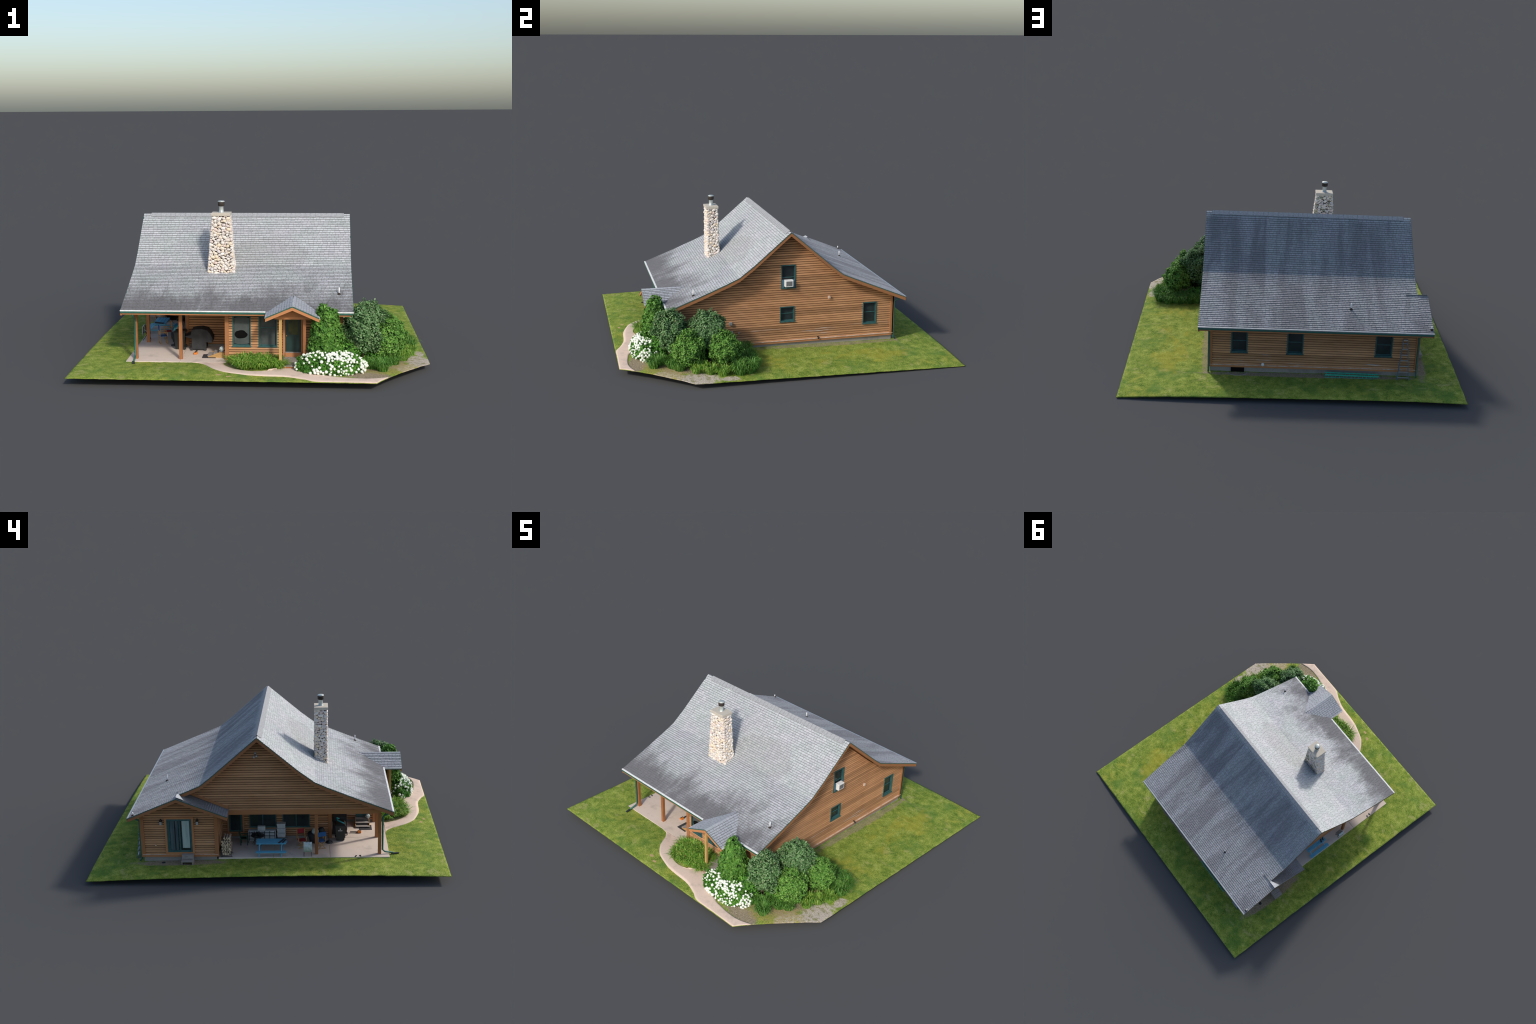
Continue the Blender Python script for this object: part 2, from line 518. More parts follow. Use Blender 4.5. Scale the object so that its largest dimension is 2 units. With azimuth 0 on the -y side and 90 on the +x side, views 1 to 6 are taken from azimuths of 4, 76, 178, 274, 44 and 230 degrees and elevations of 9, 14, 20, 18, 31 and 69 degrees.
def spline(pts, n):
    """Evenly spaced points on a Catmull-Rom curve through pts."""
    dense = []
    for i in range(len(pts) - 1):
        p0, p1, p2, p3 = (Vector(pts[max(0, min(len(pts) - 1, i + k))]) for k in (-1, 0, 1, 2))
        for k in range(16):
            t = k / 16
            dense.append(.5 * (2 * p1 + (p2 - p0) * t + (2 * p0 - 5 * p1 + 4 * p2 - p3) * t * t + (3 * p1 - p0 - 3 * p2 + p3) * t ** 3))
    dense.append(Vector(pts[-1]))
    d = [0]
    for a, b in zip(dense, dense[1:]):
        d.append(d[-1] + (b - a).length)
    out, k = [], 0
    for i in range(n):
        t = d[-1] * i / (n - 1)
        while k < len(d) - 2 and d[k + 1] < t:
            k += 1
        f = (t - d[k]) / max(1e-9, d[k + 1] - d[k])
        out.append(dense[k].lerp(dense[k + 1], min(1, f)))
    return out


def build_path():
    outer = [(-.340, -.6915), (-.295, -.700), (-.259, -.734), (-.229, -.786), (-.205, -.822), (-.149, -.873), (-.084, -.901), (.016, -.927),
             (.156, -.936), (.214, -.948), (.273, -.969), (.332, -.995), (.465, -.997), (.632, -.999)]
    inner = [(-.150, -.6915), (-.164, -.700), (-.149, -.751), (-.112, -.803), (-.045, -.849), (.03, -.862), (.11, -.835), (.16, -.79), (.285, -.79), (.32, -.87),
             (.41, -.92), (.468, -.934), (.557, -.944), (.629, -.938), (.699, -.914)]
    n, m = 110, 8
    a, b = spline(outer, n), spline(inner, n)
    mb = MB()
    for i in range(n):
        for k in range(m + 1):
            p = a[i].lerp(b[i], k / m)
            up = .0035 if 0 < k < m else .0028
            mb.v.append((p.x, p.y, hz(p.x, p.y) + up))
    for i in range(n - 1):
        for k in range(m):
            mb.f.append([i * (m + 1) + k, (i + 1) * (m + 1) + k, (i + 1) * (m + 1) + k + 1, i * (m + 1) + k + 1])
            mb.m.append(0)
    o = part("garden_path", mb, plot, M["path"], True)
    s = o.modifiers.new("depth", "SOLIDIFY")
    s.thickness, s.offset = .006, -1
    # make sure the slab grows downward
    me = o.data
    if me.polygons[0].normal.z < 0:
        me.flip_normals()


build_path()

# -------------------------------------------------------------------- cabin
cabin = thing("log_cabin", (0, 0, .04), "brown clapboard cabin with flared grey shingle roof and stone chimney", "house")

XE, XW = .526, -.713          # roof ends
WE, WG = .4640, -.6455          # east wall, west gable wall
WN, WS = .7165, -.6355          # north and south walls
PW = -.406                    # wall at the back of the porch
RW, RS = -.7005, .288          # garden room, west and south walls
PROFILE = [(-.707, .3310), (-.500, .4110), (-.345, .4745), (-.270, .5085), (-.180, .5770), (.043, .7690), (.310, .5410), (.369, .4945), (.440, .4640), (.780, .3255)]


def zr(y):
    """Top of the main roof over y."""
    p = PROFILE
    for (a, za), (b, zb) in zip(p, p[1:]):
        if y <= b or (b, zb) == p[-1]:
            return za + (zb - za) * (y - a) / (b - a)


def zroom(y):
    """Top of the garden room's roof over y."""
    return .4475 - (.5 - y) * .420 if y < .5 else zr(y)


def yz(x, pts):
    return [(x, y, z) for y, z in pts]


def build_shell():
    mb = MB()
    u = .028
    def gable(x0, x1, ya, yb, zb, top=zr):
        kinks = [y for y, _ in PROFILE if ya < y < yb] if top is zr else [.5]
        mb.prism(yz(x0, [(ya, zb), (yb, zb)] + [(y, top(y) - u) for y in [yb] + kinks[::-1] + [ya]]), (x1 - x0, 0, 0))
    gable(-.1485, WE - .018, WS + .018, WN - .018, .05)
    gable(PW + .003, -.1475, -.355, WN - .017, .031)
    gable(WG + .003, -.146, -.660, RS + .02, .306)
    gable(RW + .003, PW + .004, RS + .003, WN - .016, .032, zroom)
    part("wall_core", mb, cabin, M["lapshadow"])
    mb = MB()
    mb.box(-.1495, WE - .0022, WS + .005, WN - .0024, .012, .064)
    mb.box(RW + .0020, -.15, RS + .0045, WN - .0035, .010, .063)
    mb.box(PW + .002, -.15, -.357, RS + .01, .03, .062)
    part("foundation", mb, cabin, M["foundation"])


build_shell()

BOARD = .0141


def clapboards(wall, P, z0, z1, lo, hi, openings=()):
    """Lapped boards between heights z0 and z1; lo(z), hi(z) give their ends; P(u, z, d) places a point d off the wall."""
    k, z = 0, z0
    while z < z1 - .002:
        zt = min(z + BOARD, z1)
        a0, b0, a1, b1 = lo(z), hi(z), lo(zt), hi(zt)
        if b0 - a0 > .012:
            if b1 < a1:
                a1 = b1 = (a1 + b1) / 2
            j = RNG.uniform(-.0005, .0005)
            zb_, zq = z + .0001, zt - .0034  # gap bares the near-black core, drawing each lap's shadow line
            # board pieces left over between the window openings
            ends = [(a0, a1)]
            for o in sorted(openings):
                if o[2] + .001 < (z + zt) / 2 < o[3] - .001:
                    ends += [(o[0] + .002, o[0] + .002), (o[1] - .002, o[1] - .002)]
            ends.append((b0, b1))
            for (p0, p1), (q0, q1) in zip(ends[0::2], ends[1::2]):
                if q0 - p0 < .003:
                    continue
                mb = MB()
                mb.hexa([P(p0, zb_, -.002), P(q0, zb_, -.002), P(q0, zb_, .0036 + j), P(p0, zb_, .0036 + j),
                         P(p1, zq, -.002), P(q1, zq, -.002), P(q1, zq, .0027), P(p1, zq, .0027)])
                part("siding_board", mb, wall, M["siding"])
        z = zt
        k += 1


def wall(name):
    o = bpy.data.objects.new(name, None)
    o.empty_display_size = .01
    SC.objects.link(o)
    o.parent = cabin
    o.matrix_parent_inverse = Matrix.Translation(-Vector(BASE[cabin.name]))
    BASE[o.name] = (0, 0, 0)
    return o


def under(top, zmid, ya, yb, gap=.024):
    """Where the underside of a roof profile crosses height z: functions giving the two ends."""
    def lo(z):
        y = ya
        while y < zmid and top(y) - gap < z:
            y += .0015
        return y
    def hi(z):
        y = yb
        while y > zmid and top(y) - gap < z:
            y -= .0015
        return y
    return lo, hi


PE = lambda u, z, d: (WE + d, u, z)
PN = lambda u, z, d: (u, WN + d, z)
PS = lambda u, z, d: (u, WS - d, z)
PG = lambda u, z, d: (WG - d, u, z)
PR = lambda u, z, d: (RW - d, u, z)
PP = lambda u, z, d: (PW - d, u, z)
PK = lambda u, z, d: (u, -.358 - d, z)
PD = lambda u, z, d: (-.152 - d, u, z)
PRS = lambda u, z, d: (u, RS - d, z)

OPENINGS = {
    "east_wall": [(-.004, .087, .412, .556, .45, "pane"), (-.010, .082, .200, .295, .52, "pane"), (.521, .612, .150, .288, .52, "pane")],
    "north_wall": [(.253, .345, .156, .290, .5, "pane"), (-.058, .034, .155, .290, .5, "pane"), (-.557, -.460, .155, .290, .5, "pane")],
    "south_wall": [(.022, .122, .127, .296, .6, "screen"), (-.119, -.020, .127, .296, .6, "dark")],
}
const = lambda v: (lambda z: v)
east, north, south, west, room, porchwall = (wall(n) for n in ("east_wall", "north_wall", "south_wall", "gable_wall", "garden_room_wall", "porch_wall"))
lo, hi = under(zr, .043, WS, WN)
clapboards(east, PE, .078, .745, lo, hi, OPENINGS["east_wall"])
clapboards(north, PN, .078, .318, const(RW), const(WE), OPENINGS["north_wall"])
clapboards(south, PS, .068, .318, const(-.152), const(WE), OPENINGS["south_wall"])
lo, hi = under(zr, .043, -.655, .50)
def lo_g(z): return lo(z)
def hi_g(z):
    y = hi(z)
    while zr(y) - .024 > z and y > .284 and zroom(y) > z - .002 and y > .04:
        y -= .002
        if y < .29: break
    return max(y, .05)
clapboards(west, PG, .3235, .742, lo_g, hi_g)
lo, hi = under(zroom, .5, RS, WN)
clapboards(room, PR, .078, .417, lo, hi)
clapboards(room, PRS, .078, .335, const(RW), const(PW))
clapboards(porchwall, PP, .066, .305, const(-.358), const(RS))
clapboards(porchwall, PK, .066, .305, const(PW), const(-.152))
clapboards(porchwall, PD, .066, .305, const(WS), const(-.358))


def build_trim():
    mb = MB()
    w, p = .015, .0085
    # corner boards
    mb.box(WE - w, WE + p, WN - .002, WN + p, .064, zr(WN) - .026)
    mb.box(WE - .001, WE + p, WN - w, WN + p - .001, .0645, zr(WN) - .026)
    mb.box(WE - .001, WE + p, WS - p, WS + w, .0645, zr(WS) - .03)
    mb.box(WE - w, WE + p - .001, WS - p - .001, WS, .064, zr(WS) - .03)
    mb.box(-.152 - p, -.152 + .013, WS - p, WS + .013, .050, .312)
    mb.box(RW - p, RW + .013, RS - p, RS + .013, .064, zroom(RS) - .026)
    mb.box(RW - p, RW + .013, WN - .013, WN + p, .0642, zr(WN) - .026)
    mb.box(PW - p, PW + .012, -.358 - p, -.358 + .012, .050, .306)
    part("corner_board", mb, cabin, M["trim"], bevel=.001)
    mb = MB()
    # skirting below the boards with its weathered ledge
    mb.box(WE - .002, WE + .0075, WS - .004, WN + .004, .064, .0765, 0)
    mb.box(WE - .002, WE + .0105, WS - .004, WN + .004, .0765, .0800, 1)
    mb.box(RW - .004, WE + .004, WN - .002, WN + .0072, .0638, .0762, 0)
    mb.box(RW - .004, WE + .004, WN - .002, WN + .0102, .0762, .0796, 1)
    mb.box(RW - .0072, RW + .002, RS - .004, WN + .003, .0636, .0764, 0)
    mb.box(RW - .0100, RW + .002, RS - .004, WN + .003, .0764, .0790, 1)
    part("skirting_board", mb, cabin, [M["trim"], M["ledge"]])
    mb = MB()
    # beam over the porch posts, valley trim beside the garden room roof
    mb.box(WG - .006, WG + .014, -.640, .232, .296, .3235)
    mb.box(WG - .0055, -.152, WS - .004, WS + .014, .297, .322)
    pts = [(.222, .330), (.440, .4225), (.440, .4380), (.245, .3560), (.222, .3510)]
    mb.prism(yz(WG - .0085, pts), (.010, 0, 0))
    part("porch_beam", mb, cabin, M["trim"], bevel=.001)
    for x, y in ((-.645, -.634), (-.401, -.632), (-.645, -.276)):
        mb = MB()
        mb.box(x - .0092, x + .0092, y - .0092, y + .0092, .0495, .2965)
        part("porch_post", mb, cabin, M["post"], bevel=.001)
    mb = MB()
    mb.box(-.640, -.152, -.630, .284, .3025, .3048)
    part("porch_ceiling", mb, cabin, M["post"])


build_trim()


# ------------------------------------------------------------ windows, doors
def ring(mb, P, u0, u1, z0, z1, w, d0, d1, mat=0):
    for a, b, c, d in ((u0, u1, z0, z0 + w), (u0, u1, z1 - w, z1), (u0, u0 + w, z0 + w, z1 - w), (u1 - w, u1, z0 + w, z1 - w)):
        mb.hexa([P(a, c, d0), P(b, c, d0), P(b, c, d1), P(a, c, d1), P(a, d, d0), P(b, d, d0), P(b, d, d1), P(a, d, d1)], mat)


def plate(mb, P, u0, u1, z0, z1, d0, d1, mat=0):
    mb.hexa([P(u0, z0, d0), P(u1, z0, d0), P(u1, z0, d1), P(u0, z0, d1), P(u0, z1, d0), P(u1, z1, d0), P(u1, z1, d1), P(u0, z1, d1)], mat)


def window(parent, P, u0, u1, z0, z1, rail=.5, pane="pane", mull=None, deep=False):
    mb = MB()
    back = -.0135 if deep else 0
    ring(mb, P, u0, u1, z0, z1, .0055, back, .0062 if deep else .0088)
    plate(mb, P, u0 - .003, u1 + .003, z0 - .0035, z0 + .0005, 0, .0105)
    if rail:
        zm = z0 + (z1 - z0) * rail
        ring(mb, P, u0 + .0055, u1 - .0055, z0 + .0055, zm + .002, .0032, back, back + .0076)
        ring(mb, P, u0 + .0055, u1 - .0055, zm - .002, z1 - .0055, .0032, back, back + .0090)
    if mull:
        plate(mb, P, mull - .003, mull + .003, z0, z1, 0, .0095)
    w = part("window", mb, parent, M["frame"], bevel=.0006)
    g = MB()
    plate(g, P, u0 + .003, u1 - .003, z0 + .003, z1 - .003, back, back + .0050 if deep else .0072)
    part("window_pane", g, w, M[pane])
    return w


for w_, P_ in ((east, PE), (north, PN), (south, PS)):
    for u0, u1, z0, z1, rail, pane in OPENINGS[w_.name]:
        if pane != "dark":
            window(w_, P_, u0, u1, z0, z1, rail, pane, deep=True)
window(porchwall, PP, -.038, .123, .124, .235, 0, mull=.043)
window(porchwall, PP, -.237, -.075, .124, .235, 0, mull=-.156)


def dark_blob_window():
    """South window with a ragged dark blob cut in its grey sheet."""
    u0, u1, z0, z1 = -.119, -.020, .127, .296
    w = window(south, PS, u0, u1, z0, z1, .6, "dark", deep=True)
    hole = []
    for k in range(24):
        a = 2 * pi * k / 24
        r = 1 + .16 * noise.noise((cos(a) * 1.5, sin(a) * 1.5, 4))
        hole.append((-.075 + .034 * r * cos(a), .190 + .024 * r * sin(a)))
    mb = MB()
    n = len(hole)
    out = []
    for k in range(n):
        a = 2 * pi * k / n
        c, s = cos(a), sin(a)
        q = min(.0405 / max(abs(c), 1e-6), .075 / max(abs(s), 1e-6))
        out.append((-.0695 + q * c, .2115 + q * s))
    mb.add([PS(u, z, -.0030) for u, z in hole + out], [(k, (k + 1) % n, n + (k + 1) % n, n + k) for k in range(n)])
    o = part("insect_screen", mb, w, M["screen"])
    s = o.modifiers.new("thickness", "SOLIDIFY")
    s.thickness = .0008


dark_blob_window()


def doors():
    # entrance door under the small porch
    mb = MB()
    plate(mb, PS, .165, .250, .096, .292, 0, .006)
    d = part("entrance_door", mb, south, M["green"])
    d.data.materials[0] = plain("door_green", (.018, .05, .045), (.012, .03, .028), 20, 0.4, 0.5)
    mb = MB()
    plate(mb, PS, .183, .235, .195, .279, 0, .0075)
    part("door_glass", mb, d, plain("door_glass", (.10, .10, .03), (.04, .045, .03), 25, 0.2, 0.5))
    mb = MB()
    mb.lathe((.172, WS - .010, .186), [(.001, 0), (.003, .001), (.003, .004), (.001, .005)], 10)
    part("door_knob", mb, d, M["lightwood"], True)
    mb = MB()
    for a, b, c, e in ((.153, .165, .068, .304), (.250, .262, .068, .304), (.165, .250, .292, .304), (.163, .252, .070, .096)):
        plate(mb, PS, a, b, c, e, 0, .0105)
    part("door_trim", mb, south, M["trim"])
    mb = MB()
    plate(mb, PS, .165, .250, .0955, .100, .0, .012)
    part("door_sill", mb, south, M["greywood"])
    # sliding door of the garden room
    mb = MB()
    ring(mb, PR, .429, .571, .093, .295, .006, 0, .010)
    ring(mb, PR, .494, .566, .098, .290, .006, .001, .0080)
    ring(mb, PR, .434, .502, .098, .290, .006, .001, .0092)
    plate(mb, PR, .555, .566, .098, .290, .001, .0075)
    d = part("sliding_door", mb, room, M["frame"], bevel=.0006)
    mb = MB()
    plate(mb, PR, .433, .567, .097, .291, 0, .0050)
    part("door_glass", mb, d, M["pane"])
    for u0, u1, z0, z1, mat in ((.4425, .485, .118, .287, "curtain"), (.507, .522, .106, .287, "panereflection"), (.529, .553, .106, .287, "panereflection")):  # the two left-pane strips are glass reflections modelled as sheets
        mb = MB()
        n = 12
        for k in range(n):
            q0, q1 = u0 + (u1 - u0) * k / n, u0 + (u1 - u0) * (k + 1) / n
            d0, d1 = .0062 + .0008 * sin(k * 1.9), .0062 + .0008 * sin((k + 1) * 1.9)
            mb.hexa([PR(q0, z0, .001), PR(q1, z0, .001), PR(q1, z0, d1), PR(q0, z0, d0), PR(q0, z1, .001), PR(q1, z1, .001), PR(q1, z1, d1), PR(q0, z1, d0)])
        part("curtain", mb, d, M[mat])
    mb = MB()
    for a, b, c, e in ((.417, .429, .078, .306), (.571, .583, .078, .306), (.429, .571, .295, .306), (.429, .571, .078, .093)):
        plate(mb, PR, a, b, c, e, 0, .0105)
    part("door_trim", mb, room, M["trim"])
    # door on the porch
    mb = MB()
    plate(mb, PP, .165, .247, .095, .280, 0, .006)
    d = part("porch_door", mb, porchwall, M["frame"])
    mb = MB()
    plate(mb, PP, .176, .236, .106, .27, 0, .0075)
    part("door_glass", mb, d, M["pane"])
    mb = MB()
    for a, b, c, e in ((.155, .165, .066, .29), (.247, .257, .066, .29)):
        plate(mb, PP, a, b, c, e, 0, .0095)
    plate(mb, PP, .163, .249, .088, .095, 0, .014)
    part("door_trim", mb, porchwall, M["trim"])
    # door at the top of the porch stair
    mb = MB()
    plate(mb, PD, -.605, -.52, .085, .29, 0, .008)
    part("porch_door", mb, porchwall, M["frame"])


doors()


# ------------------------------------------------------------------- fittings
def fittings():
    mb = MB()
    plate(mb, PE, .014, .067, .424, .466, 0, .030)
    a = part("air_conditioner", mb, east, M["white"], bevel=.003)
    mb = MB()
    plate(mb, PE, .022, .059, .431, .459, .0295, .0310)
    part("grille", mb, a, plain("grille_grey", (.22, .22, .22), (.10, .10, .10), 260, 0.6))
    mb = MB()
    plate(mb, PE, .002, .014, .416, .466, 0, .009)
    plate(mb, PE, .067, .081, .416, .466, 0, .009)
    part("side_panel", mb, a, M["ladderblue"])
    for u, z, s, d, m in ((.300, .338, .0075, .015, "ledge"), (-.318, .212, .009, .016, "alu"), (-.313, .156, .009, .015, "alu"), (-.268, .150, .004, .01, "alu")):
        mb = MB()
        plate(mb, PE, u - s, u + s, z - s, z + s, 0, d)
        part("utility_box", mb, east, M[m], bevel=.001)
    mb = MB()
    mb.tube([PE(.232, .088, .002), PE(.232, .086, .014), PE(.232, .076, .016)], .0045, 8)
    part("pipe_outlet", mb, east, M["blackplastic"], True)
    mb = MB()
    mb.tube([PN(.165, .086, .002), PN(.165, .086, .016)], .0085, 14)
    part("dryer_vent", mb, north, M["white"], True)
    for u in (.603, .395):
        mb = MB()
        plate(mb, PR, u - .004, u + .004, .280, .296, .004, .012)
        plate(mb, PR, u - .0075, u + .0075, .283, .287, .004, .022)
        l = part("wall_lantern", mb, room, M["rust"])
        mb = MB()
        plate(mb, PR, u - .006, u + .006, .264, .283, .008, .020)
        part("lantern_glass", mb, l, M["alu"])
    mb = MB()
    plate(mb, PR, .635, .645, .132, .139, 0, .0075)
    plate(mb, PP, .138, .146, .145, .151, 0, .0075)
    part("socket_cover", mb, room, M["ledge"])
    mb = MB()
    for u, z in ((.050, .652), (.064, .648)):
        mb.tube([PG(.057, .658, .004), PG(u, z, .018), PG(u, z - .006, .028)], [.002, .004, .006], 10)
    mb.tube([PG(.057, .662, 0), PG(.057, .662, .008)], .006, 10)
    part("flood_light", mb, west, M["alu"], True)


fittings()


# ----------------------------------------------------------------------- roof
def slope_slab(mb, x0, x1, pts, t, mat=0):
    """Slab of vertical thickness t following the profile pts (y, z)."""
    for (ya, za), (yb, zb) in zip(pts, pts[1:]):
        mb.hexa([(x0, ya, za - t), (x1, ya, za - t), (x1, yb, zb - t), (x0, yb, zb - t),
                 (x0, ya, za), (x1, ya, za), (x1, yb, zb), (x0, yb, zb)], mat)


def shingles(mb, o, U, V, course=.0146, tab=.021, clip=None):
    """Courses of thin tabs on the rectangle o + a*U + b*V; butts and head laps are coloured dark to draw the course shadows."""
    o, U, V = Vector(o), Vector(U), Vector(V)
    W, L = U.length, V.length
    u, v = U / W, V / L
    n = u.cross(v)
    if n.z < 0:
        n = -n
    rows = max(1, round(L / course))
    c = L / rows
    for i in range(rows):
        a = -RNG.random() * tab
        b0, b1 = i * c, (i + 1) * c
        wav = [.0006 * noise.noise((k * 3.1, i * 7.7, o.y * 10)) for k in range(3)]
        while a < W:
            w = tab * RNG.uniform(.72, 1.5)
            s, e = max(0, a), min(W, a + w - .0013)
            a += w
            if e - s < .002:
                continue
            if clip and not clip(o + u * (s + e) / 2 + v * (b0 + c / 2)):
                continue
            j = RNG.uniform(-.0006, .0006)
            hb = .0028 + RNG.uniform(-.0003, .0006)
            k0, k1, k2 = b0 + j - .0006, b1 - .0026, min(b1 + .002, L)
            P = lambda q, r, h: o + u * q + v * r + n * h
            hm = hb * .35
            mb.add([P(s, k0, -.001), P(e, k0, -.001), P(s, k0, hb), P(e, k0, hb), P(s, k1, hm), P(e, k1, hm), P(s, k2, .0003), P(e, k2, .0003),
                    P(s, k2, -.001), P(e, k2, -.001)],
                   [(0, 1, 3, 2), (2, 3, 5, 4), (4, 5, 7, 6), (0, 2, 4, 6, 8), (1, 9, 7, 5, 3)], [1, 0, 1, 1, 1])


def build_roof():
    t = .0225
    deck = [(y, z - .002) for y, z in PROFILE]
    mb = MB()
    slope_slab(mb, XW + .004, XE - .004, deck, .012)
    # the rear slope runs on over the garden room
    a = (.498, zr(.498) - .002)
    slope_slab(mb, -.768, XW + .0042, [a, deck[-1]], .012)
    slope_slab(mb, -.768, WG + .002, [(.221, zroom(.221) - .002), (.4995, zroom(.4995) - .002)], .012)
    part("roof_deck", mb, cabin, [M["underlay"]])
    mb = MB()
    f = PROFILE
    for (ya, za), (yb, zb) in zip(f, f[1:]):
        V = (0, yb - ya, zb - za)
        o = (XW, ya, za - .0015)
        if V[2] < 0:       # rear slopes run down: start at the lower edge
            o, V = (XW, yb, zb - .0015), (0, ya - yb, za - zb)
        shingles(mb, o, (XE - XW, 0, 0), V)
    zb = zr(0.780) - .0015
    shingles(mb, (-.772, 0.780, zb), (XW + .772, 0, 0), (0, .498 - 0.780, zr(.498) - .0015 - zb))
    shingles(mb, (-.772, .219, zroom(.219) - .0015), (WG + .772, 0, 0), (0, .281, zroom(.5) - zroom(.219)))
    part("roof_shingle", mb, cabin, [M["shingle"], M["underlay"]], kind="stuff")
    # thin pale plate modelling the baked sun patch where the room ridge meets the roof
    mb = MB()
    mb.hexa([(-.772, .455, zroom(.455) + .0025), (-.715, .488, zroom(.488) + .0025), (-.715, .499, zroom(.499) + .0025), (-.772, .499, zroom(.499) + .0025),
             (-.772, .455, zroom(.455) + .0035), (-.715, .488, zroom(.488) + .0035), (-.715, .499, zroom(.499) + .0034), (-.772, .499, zroom(.499) + .0034)])
    part("sun_patch_plate", mb, cabin, plain("painted_sun_patch", (.58, .59, .59), (.44, .45, .46), 120, 0.9, 0.15))
    # vented ridge cap
    mb = MB()
    yr, z0 = .043, .769
    for s, (yy, zz) in ((1, f[4]), (-1, f[6])):
        d = Vector((0, yy - yr, zz - z0)).normalized()
        n = Vector((0, d.z, -d.y)) if Vector((0, d.z, -d.y)).z > 0 else Vector((0, -d.z, d.y))
        x = -.668
        while x < .488:
            e = min(x + RNG.uniform(.026, .034), .492)
            h0, h1 = .0062, .0075
            q = d * (.030 + RNG.uniform(-.001, .001))
            top = Vector((0, yr, z0 + .0032))
            A, B = Vector((x, 0, 0)), Vector((e - .0008, 0, 0))
            mb.add([A + top, B + top, A + top + q + n * .0010, B + top + q + n * .0016, A + top + q - n * .006, B + top + q - n * .006],
                   [(0, 1, 3, 2), (2, 3, 5, 4), (0, 2, 4), (1, 3, 5)], [0, 1, 1, 1])
            x = e
    part("ridge_cap", mb, cabin, [M["ridge"], M["underlay"]], kind="stuff")


build_roof()


def build_bargeboards():
    wood, edge = MB(), MB()
    def run(x, pts, w, thick, side):
        for (ya, za), (yb, zb) in zip(pts, pts[1:]):
            x0, x1 = sorted((x, x - side * thick))
            slope_slab(wood, x0, x1, [(ya, za - .0045), (yb, zb - .0045)], w)
            x0, x1 = sorted((x + side * .0012, x - side * thick))
            slope_slab(edge, x0, x1, [(ya, za - .0012), (yb, zb - .0012)], .0036)
    main = [(y, z) for y, z in PROFILE]
    run(XE, main, .0205, .010, 1)
    run(XW, main[:9] + [(.500, zr(.500))], .0205, .010, -1)
    run(-.772, [(.219, zroom(.219)), (.5, zroom(.5)), (0.780, zr(0.780))], .0185, .009, -1)
    part("bargeboard", wood, cabin, M["trim"])
    part("roof_edge_strip", edge, cabin, M["green"])
    s = MB()
    slope_slab(s, XW + .010, XE - .010, [(y, z - .0145) for y, z in PROFILE], .006)
    slope_slab(s, -.763, XW + .011, [(.5, zr(.5) - .0147), (0.780, zr(0.780) - .0147)], .006)
    slope_slab(s, -.763, WG + .001, [(.219, zroom(.219) - .0147), (.4992, zroom(.4992) - .0147)], .006)
    part("soffit", s, cabin, M["trim"])
    g, w = MB(), MB()
    yf, zf = PROFILE[0]
    yb, zb = PROFILE[-1]
    wb = MB()
    for y, z, s_, x0, x1 in ((yf, zf, -1, XW, .062), (yf, zf, -1, .350, XE), (yb, zb, 1, -.772, XE)):
        ya, yc = sorted((y - s_ * .008, y + s_ * .0025))
        (w if s_ < 0 else wb).box(x0 - .0012, x1 + .0012, ya, yc, z - .0026, z + .0030)
        ya, yc = sorted((y - s_ * .012, y + s_ * .0035))
        g.box(x0 + .001, x1 - .001, ya, yc, z - .0125, z - .0036)
    part("drip_edge", w, cabin, M["white"], bevel=.0008)
    part("drip_edge", wb, cabin, M["alu"], bevel=.0008)
    part("gutter", g, cabin, M["green"], bevel=.002)
    d = MB()
    d.tube([(-.648, -.703, .316), (-.648, -.700, .302), (-.648, -.660, .284), (-.648, -.651, .275), (-.648, -.651, .076), (-.648, -.664, .064), (-.645, -.712, .056)], .0052, 8)
    for x, xx in ((.468, .468), (-.700, -.7005)):
        d.tube([(x, .778, .311), (x, .772, .303), (xx, .729, .285), (xx, .7275, .276), (xx, .7275, .05), (xx, .738, .038)], .0050, 8)
    part("downspout", d, cabin, M["green"], True)


build_bargeboards()


